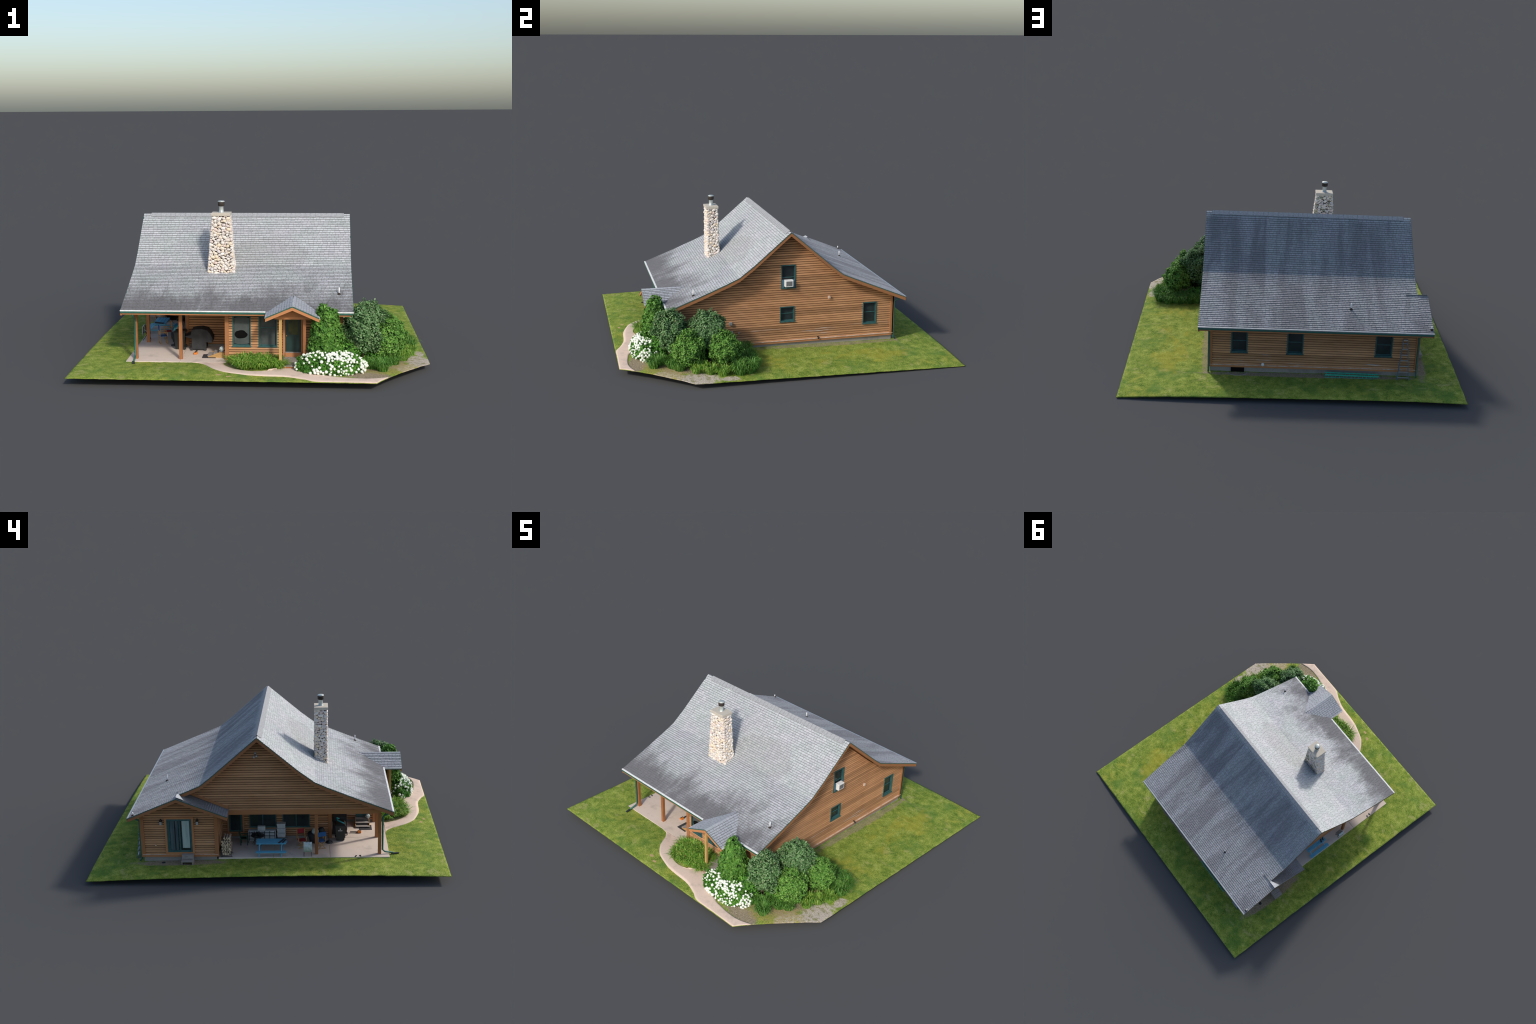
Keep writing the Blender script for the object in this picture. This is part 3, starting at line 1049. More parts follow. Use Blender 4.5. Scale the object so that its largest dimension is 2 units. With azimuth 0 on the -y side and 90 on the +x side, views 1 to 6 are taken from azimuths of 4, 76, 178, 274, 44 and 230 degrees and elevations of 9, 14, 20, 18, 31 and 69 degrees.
def build_porch_roof():
    xm, zt, ze, xw, xe = .208, .3865, .326, .068, .347
    y0, y1 = -.820, -.560
    mb, deck, wood, edge = MB(), MB(), MB(), MB()
    for xs in (xw, xe):
        lowz = ze
        U, V = (0, y1 - y0, .004), (xm - xs, 0, zt - lowz)
        def clip(p):
            return p.z > zr(p.y) - .006 and p.y > y0
        shingles(mb, (xs, y0, lowz), U, V, clip=clip)
        yend = -.640
        deck.hexa([(xs, y0 + .003, lowz - .012), (xm, y0 + .003, zt - .012), (xm, yend, zt - .011), (xs, -.70, lowz - .011),
                   (xs, y0 + .003, lowz - .001), (xm, y0 + .003, zt - .001), (xm, y1, zt + .003), (xs, -.70, lowz)])
        wood.hexa([(xs, y0, lowz - .0215), (xm, y0, zt - .0215), (xm, y0 + .009, zt - .0215), (xs, y0 + .009, lowz - .0215),
                   (xs, y0, lowz - .0045), (xm, y0, zt - .0045), (xm, y0 + .009, zt - .0045), (xs, y0 + .009, lowz - .0045)])
        edge.hexa([(xs, y0 - .0012, lowz - .0045), (xm, y0 - .0012, zt - .0045), (xm, y0 + .009, zt - .0045), (xs, y0 + .009, lowz - .0045),
                   (xs, y0 - .0012, lowz + .0004), (xm, y0 - .0012, zt + .0004), (xm, y0 + .009, zt + .0004), (xs, y0 + .009, lowz + .0004)])
    r = thing_part = part("porch_roof", deck, cabin, M["underlay"])
    part("roof_shingle", mb, r, [M["shingle_porch"], M["underlay"]], kind="stuff")
    part("bargeboard", wood, r, M["trim"])
    part("roof_edge_strip", edge, r, M["green"])
    w = MB()
    for s, xs in ((-1, xw), (1, xe)):
        a, b = sorted((xs - s * .006, xs + s * .0025))
        w.box(a, b, y0 + .002, -.708, ze - .006, ze + .0028)
    part("drip_edge", w, r, M["white"])
    mb = MB()
    y = y0
    while y < -.585:
        e = y + .027
        mb.hexa([(xm - .013, y, zt - .0045), (xm + .013, y, zt - .0045), (xm + .013, e - .001, zt - .0045), (xm - .013, e - .001, zt - .0045),
                 (xm - .002, y, zt + .0038), (xm + .002, y, zt + .0038), (xm + .002, e - .001, zt + .0028), (xm - .002, e - .001, zt + .0028)])
        y = e
    part("ridge_cap", mb, r, M["shingle_porch"], kind="stuff")
    mb = MB()
    mb.prism([(xw + .035, -.752, .318), (xe - .035, -.752, .318), (xm, -.752, zt - .022)], (0, .008, 0))
    mb.box(xw + .045, xe - .045, -.756, -.742, .304, .320)
    mb.box(.137, .151, -.745, WS, .305, .319)
    mb.box(.263, .277, -.745, WS, .305, .319)
    part("porch_gable", mb, r, M["trim"])
    for x, m in ((.144, "yellowpost"), (.270, "post")):
        mb = MB()
        mb.box(x - .0075, x + .0075, -.7585, -.7435, .080, .3045)
        part("entry_post", mb, r, M[m], bevel=.001)
    mb = MB()
    mb.box(.132, .292, -.766, WS - .004, .060, .0665, 0)
    for k in range(4):
        mb.box(.130, .294, -.770 + k * .032, -.770 + k * .032 + .0308, .0668, .0735, 0)
    mb.box(.146, .290, -.802, -.771, .0625, .0675, 0)
    mb.box(.150, .286, -.798, -.771, .045, .0625, 1)
    part("entry_step", mb, r, [M["greywood"], M["post"]], bevel=.0008)


build_porch_roof()


def roof_vents():
    for x, y, h in ((.453, -.538, .038), (-.322, .617, .037), (-.760, .748, .020)):
        z = zr(y)
        mb = MB()
        mb.lathe((x, y, z - .002), [(.010, 0), (.009, .003), (.0048, .008), (.0042, .010)], 12, 1)
        mb.lathe((x, y, z - .002), [(.0036, 0), (.0036, h + .002)], 10, 0)
        part("vent_pipe", mb, cabin, [M["white"], M["rust"]], True)


roof_vents()


# -------------------------------------------------------------------- chimney
def build_chimney():
    zb, zt = .435, .800
    xb0, xb1, xt0, xt1 = -.2885, -.1285, -.2565, -.1565
    yb0, yb1, yt0, yt1 = -.3455, -.268, -.3465, -.276
    inset = .0075
    mb = MB()
    mb.hexa([(xb0 + inset, yb0 + inset, zb), (xb1 - inset, yb0 + inset, zb), (xb1 - inset, yb1 - inset, zb), (xb0 + inset, yb1 - inset, zb),
             (xt0 + inset, yt0 + inset, zt), (xt1 - inset, yt0 + inset, zt), (xt1 - inset, yt1 - inset, zt), (xt0 + inset, yt1 - inset, zt)])
    ch = part("chimney", mb, cabin, M["mortar"])
    shapes = []
    for k in range(7):
        bm = bmesh.new()
        bmesh.ops.create_icosphere(bm, subdivisions=2, radius=1)
        for v in bm.verts:
            d = 1 + .16 * noise.noise(v.co * 1.1 + Vector((k * 9, 0, 0))) + .05 * noise.noise(v.co * 3 + Vector((k * 5, 3, 0)))
            v.co *= d
            v.co = Vector([math.copysign(abs(c) ** .86, c) for c in v.co])
        me = bpy.data.meshes.new("stone")
        bm.to_mesh(me)
        bm.free()
        me.polygons.foreach_set("use_smooth", [True] * len(me.polygons))
        me.materials.append(M["stone"])
        shapes.append(me)
    stones = []
    # faces as corner, corner at bottom and at top, with outward direction
    B = [Vector(p) for p in ((xb0, yb0, zb), (xb1, yb0, zb), (xb1, yb1, zb), (xb0, yb1, zb))]
    T = [Vector(p) for p in ((xt0, yt0, zt), (xt1, yt0, zt), (xt1, yt1, zt), (xt0, yt1, zt))]
    rr = random.Random(21)
    for k in range(4):
        b0, b1, t0, t1 = B[k], B[(k + 1) % 4], T[k], T[(k + 1) % 4]
        nrm = (b1 - b0).cross(t0 - b0).normalized()
        H = zt - zb
        placed = []
        for r0, tries in ((.0100, 110), (.0082, 420), (.0066, 1400), (.0051, 2800), (.0038, 3600)):
            for _ in range(tries):
                v = rr.uniform(.012, .985)
                wid = (b0.lerp(t0, v) - b1.lerp(t1, v)).length
                u = rr.uniform(.0, wid)
                r = r0 * rr.uniform(.85, 1.12)
                if not (r * .55 < u < wid - r * .55):
                    continue
                hgt = v * H
                ok = True
                for (pu, ph, pr) in placed:
                    du, dh = (u - wid / 2) - pu, (hgt - ph) * 1.12
                    if du * du + dh * dh < (pr + r) ** 2 * .95:
                        ok = False
                        break
                if ok:
                    placed.append((u - wid / 2, hgt, r))
                    p = b0.lerp(t0, v).lerp(b1.lerp(t1, v), u / wid)
                    if p.z < zr(p.y) - r:
                        continue
                    stones.append((r, p, nrm, rr.uniform(-.6, .6), rr.uniform(1.05, 1.5), rr.choice(shapes)))
    stones.sort(key=lambda s: -s[0])
    rest = MB()
    for i, (r, p, nrm, ang, el, me) in enumerate(stones):
        side = Vector((0, 0, 1)).cross(nrm).normalized()
        up = nrm.cross(side)
        a = side * cos(ang) + up * sin(ang)
        b = nrm.cross(a)
        R = Matrix((a, b, nrm)).transposed().to_4x4()
        S = Matrix.Diagonal((r * el, r * .96, r * .80, 1))
        mw = Matrix.Translation(p - nrm * r * .30) @ R @ S
        if i < 300:
            o = put("stone", me, ch)
            o.matrix_parent_inverse = Matrix.Identity(4)
            o.matrix_basis = mw
        else:
            rest.add([mw @ v.co for v in me.vertices], [tuple(f.vertices) for f in me.polygons])
    if rest.v:
        part("stone", rest, ch, M["stone"], True, kind="stuff")
    mb = MB()
    mb.box(-.2605, -.1520, -.3520, -.2700, .7985, .8150)
    part("chimney_cap", mb, ch, M["slabstone"], bevel=.0015)
    c = (-.207, -.310, 0)
    mb = MB()
    mb.lathe(c, [(.0165, .813), (.0160, .816), (.0135, .818), (.0128, .832), (.0125, .853), (.0140, .8545)], 20)
    part("flue_pipe", mb, ch, M["steel"], True)
    mb = MB()
    mb.lathe(c, [(.0130, .850), (.0178, .8530), (.0186, .857), (.0186, .8745), (.0182, .8750)], 22, 0)
    mb.lathe(c, [(.0192, .8745), (.0194, .8770), (.0165, .8805), (.006, .8820)], 22, 1)
    part("flue_cowl", mb, ch, [M["rust"], M["steel"]], True)


build_chimney()


# --------------------------------------------------------------- shrubs etc.
def leafy(name, label, c, rad, n, mat, size, seed, lumps=.18, lump_scale=2.2, squash=.85, droop=.35, base=None, stems=7, cut=-.75, core="core", category="shrub", tuft_n=46, taper=0, tuft_cos=.80):
    """Shrub: woody stems, a dark lumpy inner mass and a shell of folded leaves."""
    c = Vector(c)
    rr = random.Random(seed)
    bx, by = (c.x, c.y) if base is None else base
    zg = hz(bx, by)
    T = thing(name, (bx, by, zg), label, category)
    off = Vector((seed * 3.7, seed * 1.3, 0))
    # sprays: rounded tufts standing out of the crown
    tufts = []
    for i in range(tuft_n):
        z = rr.uniform(cut * .8, 1)
        a = rr.uniform(0, 2 * pi)
        q = sqrt(1 - z * z)
        tufts.append((Vector((q * cos(a), q * sin(a), z)), rr.uniform(.35, 1.0)))
    def radius(d):
        a = noise.noise(d * lump_scale + off)
        t = 0
        for c_, h_ in tufts:
            k = d.dot(c_)
            if k > tuft_cos:
                t = max(t, h_ * sqrt((k - tuft_cos) / (1 - tuft_cos)))
        return .92 - lumps * .62 + lumps * .8 * a + lumps * 1.0 * t + lumps * .3 * noise.noise(d * lump_scale * 5 + off)
    bm = bmesh.new()
    bmesh.ops.create_icosphere(bm, subdivisions=5, radius=1)
    for v in bm.verts:
        d = v.co.normalized()
        k = radius(d) * .91
        z = max(d.z, cut)
        q = k * (1 - taper * (z + 1) / 2) * (max(1e-3, 1 - d.z * d.z) ** -.18 if taper else 1)
        v.co = Vector((c.x + d.x * q * rad[0], c.y + d.y * q * rad[1], max(zg - .002, c.z + z * k * rad[2])))
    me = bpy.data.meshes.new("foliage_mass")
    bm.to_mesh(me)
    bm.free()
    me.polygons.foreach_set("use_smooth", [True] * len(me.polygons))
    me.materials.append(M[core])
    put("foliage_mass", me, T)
    mb = MB()
    for i in range(stems):
        a = 2 * pi * i / stems + rr.random()
        q = rr.uniform(.15, .5)
        mb.tube([(bx + .008 * cos(a), by + .008 * sin(a), zg - .003), (bx + .02 * cos(a), by + .02 * sin(a), (zg + c.z) / 2 - rad[2] * .3),
                 (c.x + rad[0] * q * cos(a), c.y + rad[1] * q * sin(a), c.z)], [.0035, .003, .002], 6)
    part("stem", mb, T, M["stem"], True)
    lv = MB()
    for i in range(n):
        z = rr.uniform(cut, 1)
        a = rr.uniform(0, 2 * pi)
        s = sqrt(max(0, 1 - z * z))
        d = Vector((s * cos(a), s * sin(a), z))
        k = radius(d) * rr.uniform(.92, 1.05)
        q = k * (1 - taper * (d.z + 1) / 2) * (max(1e-3, 1 - d.z * d.z) ** -.18 if taper else 1)
        p = Vector((c.x + d.x * q * rad[0], c.y + d.y * q * rad[1], max(zg + size * .5, c.z + d.z * k * rad[2])))
        nd = Vector((d.x / rad[0], d.y / rad[1], d.z / rad[2])).normalized()
        nd = (nd + Vector((rr.gauss(0, .55), rr.gauss(0, .55), rr.gauss(.45, .45)))).normalized()
        t = Vector((rr.gauss(0, 1), rr.gauss(0, 1), rr.gauss(-droop, .6)))
        t = (t - nd * t.dot(nd)).normalized()
        w = nd.cross(t)
        L = size * rr.uniform(.6, 1.25)
        W = L * rr.uniform(.26, .36)
        fold = nd * W * .45
        b0, tip, mid = p - t * L * .45, p + t * L * .5 - nd * L * .12, p + nd * L * .05
        lv.add([b0, mid + w * W + fold, mid + t * L * .1, mid - w * W + fold, tip], [(0, 1, 4, 2), (0, 2, 4, 3)])
    put("leaf", lv.mesh("leaf", [M[mat]], False, False), T, kind="stuff")
    return T


leafy("tall_shrub", "tall lime green shrub beside the entrance", (.384, -.762, .210), (.106, .092, .160), 3000, "leaf_lime", .026, 3, .30, 2.4, droop=1.2, cut=-.95, taper=.38, tuft_n=60)
leafy("rounded_shrub", "rounded grey green shrub at the house corner", (.564, -.688, .220), (.105, .100, .118), 4600, "leaf_grey", .0150, 5, .40, 2.2, cut=-.9, tuft_n=24, tuft_cos=.76)
leafy("rounded_shrub", "large rounded grey green shrub by the wall", (.614, -.480, .222), (.112, .108, .126), 5600, "leaf_grey", .0150, 8, .38, 2.2, cut=-.85, tuft_n=26, tuft_cos=.76)
leafy("clipped_shrub", "bright green rounded garden shrub", (.698, -.610, .154), (.092, .090, .102), 4200, "leaf_bright", .015, 11, .36, 2.6, cut=-.85, droop=.7)
leafy("clipped_shrub", "bright green rounded shrub on the lawn edge", (.738, -.408, .156), (.094, .094, .100), 4600, "leaf_bright", .015, 14, .36, 2.6, cut=-.85, droop=.7)

hyd = leafy("flowering_shrub", "low shrub covered in round white blooms", (.406, -.825, .077), (.183, .093, .078), 3800, "leaf_dark", .019, 17, .20, 3.0, cut=-.55, category="flowering shrub")


def blooms(T, c, rad, n, seed):
    rr = random.Random(seed)
    shapes = []
    for k in range(4):
        bm = bmesh.new()
        bmesh.ops.create_icosphere(bm, subdivisions=3, radius=1)
        for v in bm.verts:
            v.co *= 1 + .16 * noise.noise(v.co * 5 + Vector((k * 7, 0, 0)))
        me = bpy.data.meshes.new("bloom")
        bm.to_mesh(me)
        bm.free()
        me.polygons.foreach_set("use_smooth", [True] * len(me.polygons))
        me.materials.append(M["bloom"])
        shapes.append(me)
    got, tries = [], 0
    while len(got) < n and tries < 20000:
        tries += 1
        z = rr.uniform(-.45, .98)
        a = rr.uniform(0, 2 * pi)
        # most blooms face the sunny path side
        if cos(a + pi / 2 - .25) < -.25 and rr.random() < .7:
            continue
        s = sqrt(1 - z * z)
        k = rr.uniform(1.0, 1.07)
        p = Vector((c[0] + s * cos(a) * rad[0] * k, c[1] + s * sin(a) * rad[1] * k, c[2] + z * rad[2] * k))
        clump = noise.noise(p * 14 + Vector((3, 1, 0)))
        if clump < -.02 and rr.random() < .85:
            continue
        if any((p - q).length < .0115 for q in got):
            continue
        got.append(p)
        r = rr.uniform(.0054, .0092)
        put("bloom", rr.choice(shapes), T, loc=p, rot=(rr.random() * 6, rr.random() * 6, 0), scl=(r, r, r * .86))


leafy("low_planting", "low ragged dark green planting by the wall", (.585, -.330, .060), (.105, .052, .050), 2200, "leaf_dark", .014, 23, .30, 3.0, cut=-.5, stems=3, category="garden plant")
leafy("low_planting", "ragged green planting at the bed end", (.785, -.310, .058), (.070, .050, .048), 1800, "leaf_bright", .014, 29, .32, 3.0, cut=-.5, stems=3, category="garden plant")
leafy("low_planting", "dark green growth beneath the shrubs", (.600, -.580, .115), (.092, .120, .098), 3000, "leaf_dark", .014, 37, .30, 3.0, cut=-.6, stems=3, category="garden plant")
leafy("low_planting", "dark green filler behind the flowering shrub", (.480, -.735, .110), (.085, .075, .085), 2000, "leaf_dark", .015, 41, .30, 3.0, cut=-.6, stems=3, category="garden plant")
blooms(hyd, (.406, -.825, .077), (.175, .090, .075), 215, 4)


def grass_clump(name, label, spots, mat, seed, flowers=0, arch=1.0):
    """Arching blades fanning from several crowns."""
    rr = random.Random(seed)
    x0, y0 = spots[0][0], spots[0][1]
    T = thing(name, (x0, y0, hz(x0, y0)), label, "garden plant")
    mb = MB()
    for (x, y, r, h, n) in spots:
        for i in range(n):
            a = rr.uniform(0, 2 * pi)
            q = r * sqrt(rr.random())
            px, py = x + q * .75 * cos(a), y + q * .75 * sin(a)
            a2 = a + rr.gauss(0, .7)
            d = Vector((cos(a2), sin(a2), 0))
            L = h * rr.uniform(.6, 1.15)
            out = rr.uniform(.15, .75) * L * arch
            w = Vector((-d.y, d.x, 0)) * rr.uniform(.0011, .0021) * (1.3 if arch > 1 else 1)
            b = Vector((px, py, hz(px, py) - .002))
            m1 = b + d * out * .3 + Vector((0, 0, L * .6))
            m2 = b + d * out * .75 + Vector((0, 0, L * rr.uniform(.75, 1.0)))
            tip = b + d * out * 1.25 + Vector((0, 0, L * rr.uniform(.45, .95)))
            k = Vector((0, 0, .0006))
            mb.add([b - w, b + w, m1 - w, m1 + w, m2 - w * .7, m2 + w * .7, tip],
                   [(0, 1, 3, 2), (2, 3, 5, 4), (4, 5, 6)])
    put("grass_blade", mb.mesh("grass_blade", [M[mat]], False, False), T, kind="stuff")
    for i in range(flowers):
        x, y, r, h, n = rr.choice(spots)
        a = rr.uniform(0, 2 * pi)
        p = (x + r * .9 * cos(a), y + r * .9 * sin(a), hz(x, y) + h * rr.uniform(.45, .85))
        fb = MB()
        for k in range(5):
            b = 2 * pi * k / 5
            fb.add([p, (p[0] + .004 * cos(b - .5), p[1] + .004 * sin(b - .5), p[2] + .002), (p[0] + .0065 * cos(b), p[1] + .0065 * sin(b), p[2] + .001),
                    (p[0] + .004 * cos(b + .5), p[1] + .004 * sin(b + .5), p[2] + .002)], [(0, 1, 2, 3)])
        put("bloom", fb.mesh("bloom", [M["lilybloom"]], False, False), T)
    return T


grass_clump("ornamental_grass", "tufts of arching dark green grass", [(.675, -.805, .035, .062, 420), (.625, -.765, .04, .055, 420), (.565, -.765, .03, .05, 260)], "blade", 31)
grass_clump("ornamental_grass", "green grass skirt below the clipped shrubs", [(.700, -.700, .04, .05, 330), (.740, -.665, .04, .05, 330), (.66, -.68, .04, .05, 260)], "blade", 32)
grass_clump("ornamental_grass", "row of long bright grass tufts", [(.775, -.545, .04, .055, 380), (.815, -.500, .04, .05, 380), (.845, -.435, .04, .05, 380), (.80, -.58, .03, .045, 200)], "lily", 33)
grass_clump("ornamental_grass", "tall green grass tufts at the bed end", [(.850, -.340, .04, .07, 420), (.835, -.280, .04, .07, 420), (.78, -.265, .035, .06, 300), (.70, -.29, .04, .06, 300),
             (.62, -.32, .04, .06, 260), (.56, -.34, .035, .06, 220)], "blade", 34, 3)
grass_clump("daylily_border", "border of arching daylily leaves with a few coral flowers", [(.500 + .047 * i, -.238 - .006 * (i % 3), .036, .056, 330) for i in range(7)], "blade", 36, 5, 1.0)
bed = [(-.09 + .045 * i, -.715 - (.085 if i % 2 else .0) - .012 * sin(i), .040, .044, 300) for i in range(6)]
bed += [(-.055, -.765, .045, .045, 420), (.02, -.785, .05, .048, 480), (.085, -.775, .045, .045, 420), (.05, -.70, .05, .055, 300), (-.03, -.70, .05, .055, 300), (.112, -.72, .03, .045, 200)]
grass_clump("daylily_bed", "bushy bed of long green daylily leaves with coral flowers", bed, "lily", 35, 22, 1.9)


# ----------------------------------------------------- things on the porch
ZP = .0502


def rodset(mb, segs, r, mat=0):
    for a, b in segs:
        mb.tube([a, b], r, 6, mat)


def picnic_table():
    T = thing("picnic_table", (-.61, -.016, ZP), "sky blue painted wooden picnic table", "picnic table")
    y0, y1 = -.102, .070
    for i in range(4):
        x = -.650 + i * .0195
        mb = MB()
        mb.box(x, x + .0183, y0, y1, .1120, .1165)
        part("plank", mb, T, M["bluepaint"], bevel=.0006)
    for xb in (-.692, -.538):
        mb = MB()
        mb.box(xb, xb + .027, y0 - .002, y1 + .002, .0755, .0800)
        part("bench", mb, T, M["bluepaint"], bevel=.0006)
    mb = MB()
    for y in (y0 + .020, y1 - .024):
        mb.box(-.688, -.515, y, y + .004, .0685, .0755)
        mb.box(-.648, -.575, y, y + .004, .1050, .1120)
        mb.beam((-.690, y + .006, ZP), (-.640, y + .006, .112), .008, .004, up=(0, 1, 0))
        mb.beam((-.512, y + .006, ZP), (-.582, y + .006, .112), .008, .004, up=(0, 1, 0))
    part("leg", mb, T, M["bluepaint"])
    mb = MB()
    mb.beam((-.645, -.060, .1182), (-.585, -.088, .1182), .010, .0025)
    mb.beam((-.640, -.082, .1185), (-.590, -.100, .1185), .008, .0025)
    part("dark_cloth", mb, T, M["blackcloth"])


def director_chair(name, x, y, rot, canvas, label):
    T = thing(name, (x, y, ZP), label, "folding chair")
    c, s = cos(rot), sin(rot)
    def P(a, b, z):
        return (x + a * c - b * s, y + a * s + b * c, ZP + z)
    mb = MB()
    for a in (-.020, .020):
        mb.beam(P(a, -.022, .0), P(a, .022, .045), .004, .003)
        mb.beam(P(a, .022, .0), P(a, -.022, .045), .004, .003)
        mb.beam(P(a, -.024, .0), P(a, .024, .0), .004, .003)
    for b in (-.023, .023):
        mb.beam(P(-.022, b, .046), P(-.022, b, .105), .004, .004)
        mb.beam(P(.022, b, .046), P(.022, b, .068), .004, .004)
        mb.beam(P(-.024, b, .068), P(.024, b, .068), .005, .003)
    part("frame", mb, T, M["lightwood"])
    mb = MB()
    mb.hexa([P(-.022, -.023, .044), P(.022, -.023, .044), P(.022, .023, .044), P(-.022, .023, .044),
             P(-.022, -.023, .0458), P(.022, -.023, .0458), P(.022, .023, .0458), P(-.022, .023, .0458)])
    part("seat", mb, T, M[canvas])
    mb = MB()
    mb.hexa([P(-.0245, -.025, .078), P(-.0225, -.025, .078), P(-.0225, .025, .078), P(-.0245, .025, .078),
             P(-.0255, -.025, .106), P(-.0235, -.025, .106), P(-.0235, .025, .106), P(-.0255, .025, .106)])
    part("backrest", mb, T, M[canvas])


def porch_things():
    picnic_table()
    director_chair("folding_chair", -.545, -.190, pi + .25, "red", "wooden folding chair with dark red canvas")
    director_chair("folding_chair", -.555, -.300, .35, "blue", "wooden folding chair with blue canvas seat")
    # folding chair with towel
    T = thing("towel_chair", (-.665, -.226, ZP), "small metal folding chair draped with a white towel", "folding chair")
    mb = MB()
    for y in (-.248, -.204):
        mb.tube([(-.685, y, ZP), (-.650, y, ZP + .050)], .0018, 6)
        mb.tube([(-.645, y, ZP), (-.680, y, ZP + .085)], .0018, 6)
    mb.box(-.682, -.648, -.248, -.204, ZP + .047, ZP + .050)
    part("frame", mb, T, M["darkmetal"])
    mb = MB()
    prof = [(-.688, .030), (-.688, .060), (-.6845, .0865), (-.6765, .0875), (-.673, .065), (-.655, .053), (-.646, .050), (-.645, .032)]
    n = len(prof)
    rows = 8
    for k in range(rows + 1):
        for i, (px, pz) in enumerate(prof):
            mb.v.append((px + .0015 * noise.noise((k * .9, i * .8, 1)), -.250 + .048 * k / rows, ZP + pz + .002 * noise.noise((k * .7, i, 5))))
    for k in range(rows):
        for i in range(n - 1):
            mb.f.append([k * n + i, k * n + i + 1, (k + 1) * n + i + 1, (k + 1) * n + i])
            mb.m.append(0)
    o = part("towel", mb, T, M["whitecloth"], True)
    o.modifiers.new("cloth", "SOLIDIFY").thickness = .002
    # wheeled refuse bin
    T = thing("refuse_bin", (-.435, -.415, ZP), "dark wheeled plastic refuse bin with lid", "rubbish bin")
    mb = MB()
    mb.hexa([(-.462, -.440, ZP + .003), (-.412, -.440, ZP + .003), (-.412, -.392, ZP + .003), (-.462, -.392, ZP + .003),
             (-.470, -.446, ZP + .098), (-.404, -.446, ZP + .098), (-.404, -.386, ZP + .098), (-.470, -.386, ZP + .098)])
    part("body", mb, T, M["blackplastic"], bevel=.002)
    mb = MB()
    mb.hexa([(-.475, -.450, ZP + .098), (-.399, -.450, ZP + .098), (-.399, -.382, ZP + .098), (-.475, -.382, ZP + .098),
             (-.466, -.442, ZP + .108), (-.405, -.442, ZP + .110), (-.405, -.390, ZP + .110), (-.466, -.390, ZP + .108)])
    part("lid", mb, T, M["blackplastic"], bevel=.002)
    mb = MB()
    for y in (-.444, -.388):
        mb.tube([(-.410, y - .003, ZP + .009), (-.410, y + .003, ZP + .009)], .009, 12)
    part("wheel", mb, T, M["blackplastic"])
    mb = MB()
    star = []
    for k in range(10):
        a = pi / 2 + k * pi / 5
        r = .0052 if k % 2 == 0 else .0022
        star.append((-.4705, -.416 + r * cos(a), ZP + .079 + r * sin(a)))
    mb.prism(star, (.003, 0, 0))
    for k in range(5):
        mb.box(-.4698, -.4670, -.428 + k * .0052, -.4245 + k * .0052, ZP + .066, ZP + .071)
    part("white_mark", mb, T, M["whiteplastic"])
    # teal watering hose on the bin
    mb = MB()
    mb.tube([(-.462, -.440, ZP + .112), (-.466, -.425, ZP + .122), (-.452, -.402, ZP + .128), (-.440, -.395, ZP + .140), (-.425, -.410, ZP + .128)], .004, 8)
    part("teal_strap", mb, T, M["tealplastic"], True)
    # covered barbecue
    T = thing("covered_grill", (-.325, -.42, ZP), "barbecue grill under a black fitted cover", "barbecue")
    prof = [(-.368, ZP + .006), (-.366, .118), (-.403, .128), (-.402, .132), (-.372, .140), (-.366, .168), (-.345, .172), (-.310, .175), (-.280, .168), (-.262, .148), (-.248, .120), (-.250, .096), (-.285, .098), (-.285, ZP + .006)]
    mb = MB()
    mb.prism([(x, -.458, z) for x, z in prof], (0, .085, 0))
    part("cover", mb, T, M["blackcloth"], bevel=.004)
    mb = MB()
    for x in (-.366, -.290):
        mb.tube([(x, -.462, ZP + .009), (x, -.457, ZP + .009)], .0085, 14)
    part("wheel", mb, T, M["darkmetal"])
    # stair by the inner door
    T = thing("wooden_stair", (-.21, -.557, ZP), "three step weathered wooden stair with a white bag", "steps")
    for k in range(3):
        mb = MB()
        x = -.262 + k * .033
        z = .060 + k * .0125
        mb.box(x, x + .034, -.600, -.514, z - .003, z)
        part("tread", mb, T, M["greywood"])
    mb = MB()
    for y in (-.601, -.517):
        mb.prism([(-.258, y, ZP - .0001), (-.165, y, ZP), (-.165, y, .080), (-.196, y, .080), (-.258, y, .056)], (0, .004, 0))
    part("stringer", mb, T, M["lightwood"])
    bm = bmesh.new()
    bmesh.ops.create_icosphere(bm, subdivisions=3, radius=1)
    for v in bm.verts:
        k = 1 + .25 * noise.noise(v.co * 2.2)
        v.co = Vector((-.182 + v.co.x * .014 * k, -.592 + v.co.y * .014 * k, .0985 + v.co.z * .0135 * k))
    me = bpy.data.meshes.new("bag")
    bm.to_mesh(me)
    bm.free()
    me.materials.append(M["whitecloth"])
    put("bag", me, T)
    mb = MB()
    mb.box(-.290, -.215, -.612, -.612 + .075, ZP, ZP + .0022)
    o = part("door_mat", mb, None, plain("mat_fibre", (.07, .065, .07), (.03, .03, .03), 140, 0.95))
    o["label"], o["category"] = "dark woven door mat on the patio", "door mat"
    # chain saw
    T = thing("chain_saw", (-.335, -.515, ZP), "small orange and black chain saw", "power tool")
    mb = MB()
    mb.box(-.345, -.325, -.545, -.522, ZP, ZP + .012)
    part("housing", mb, T, M["orange"], bevel=.003)
    mb = MB()
    mb.box(-.339, -.331, -.522, -.478, ZP + .004, ZP + .008)
    mb.tube([(-.335, -.545, ZP + .012), (-.335, -.540, ZP + .018), (-.335, -.525, ZP + .016)], .002, 6)
    part("guide_bar", mb, T, M["darkmetal"])
    # black table with things on it
    T = thing("side_table", (-.47, -.275, ZP), "round table under a black cloth with bags on top", "table")
    mb = MB()
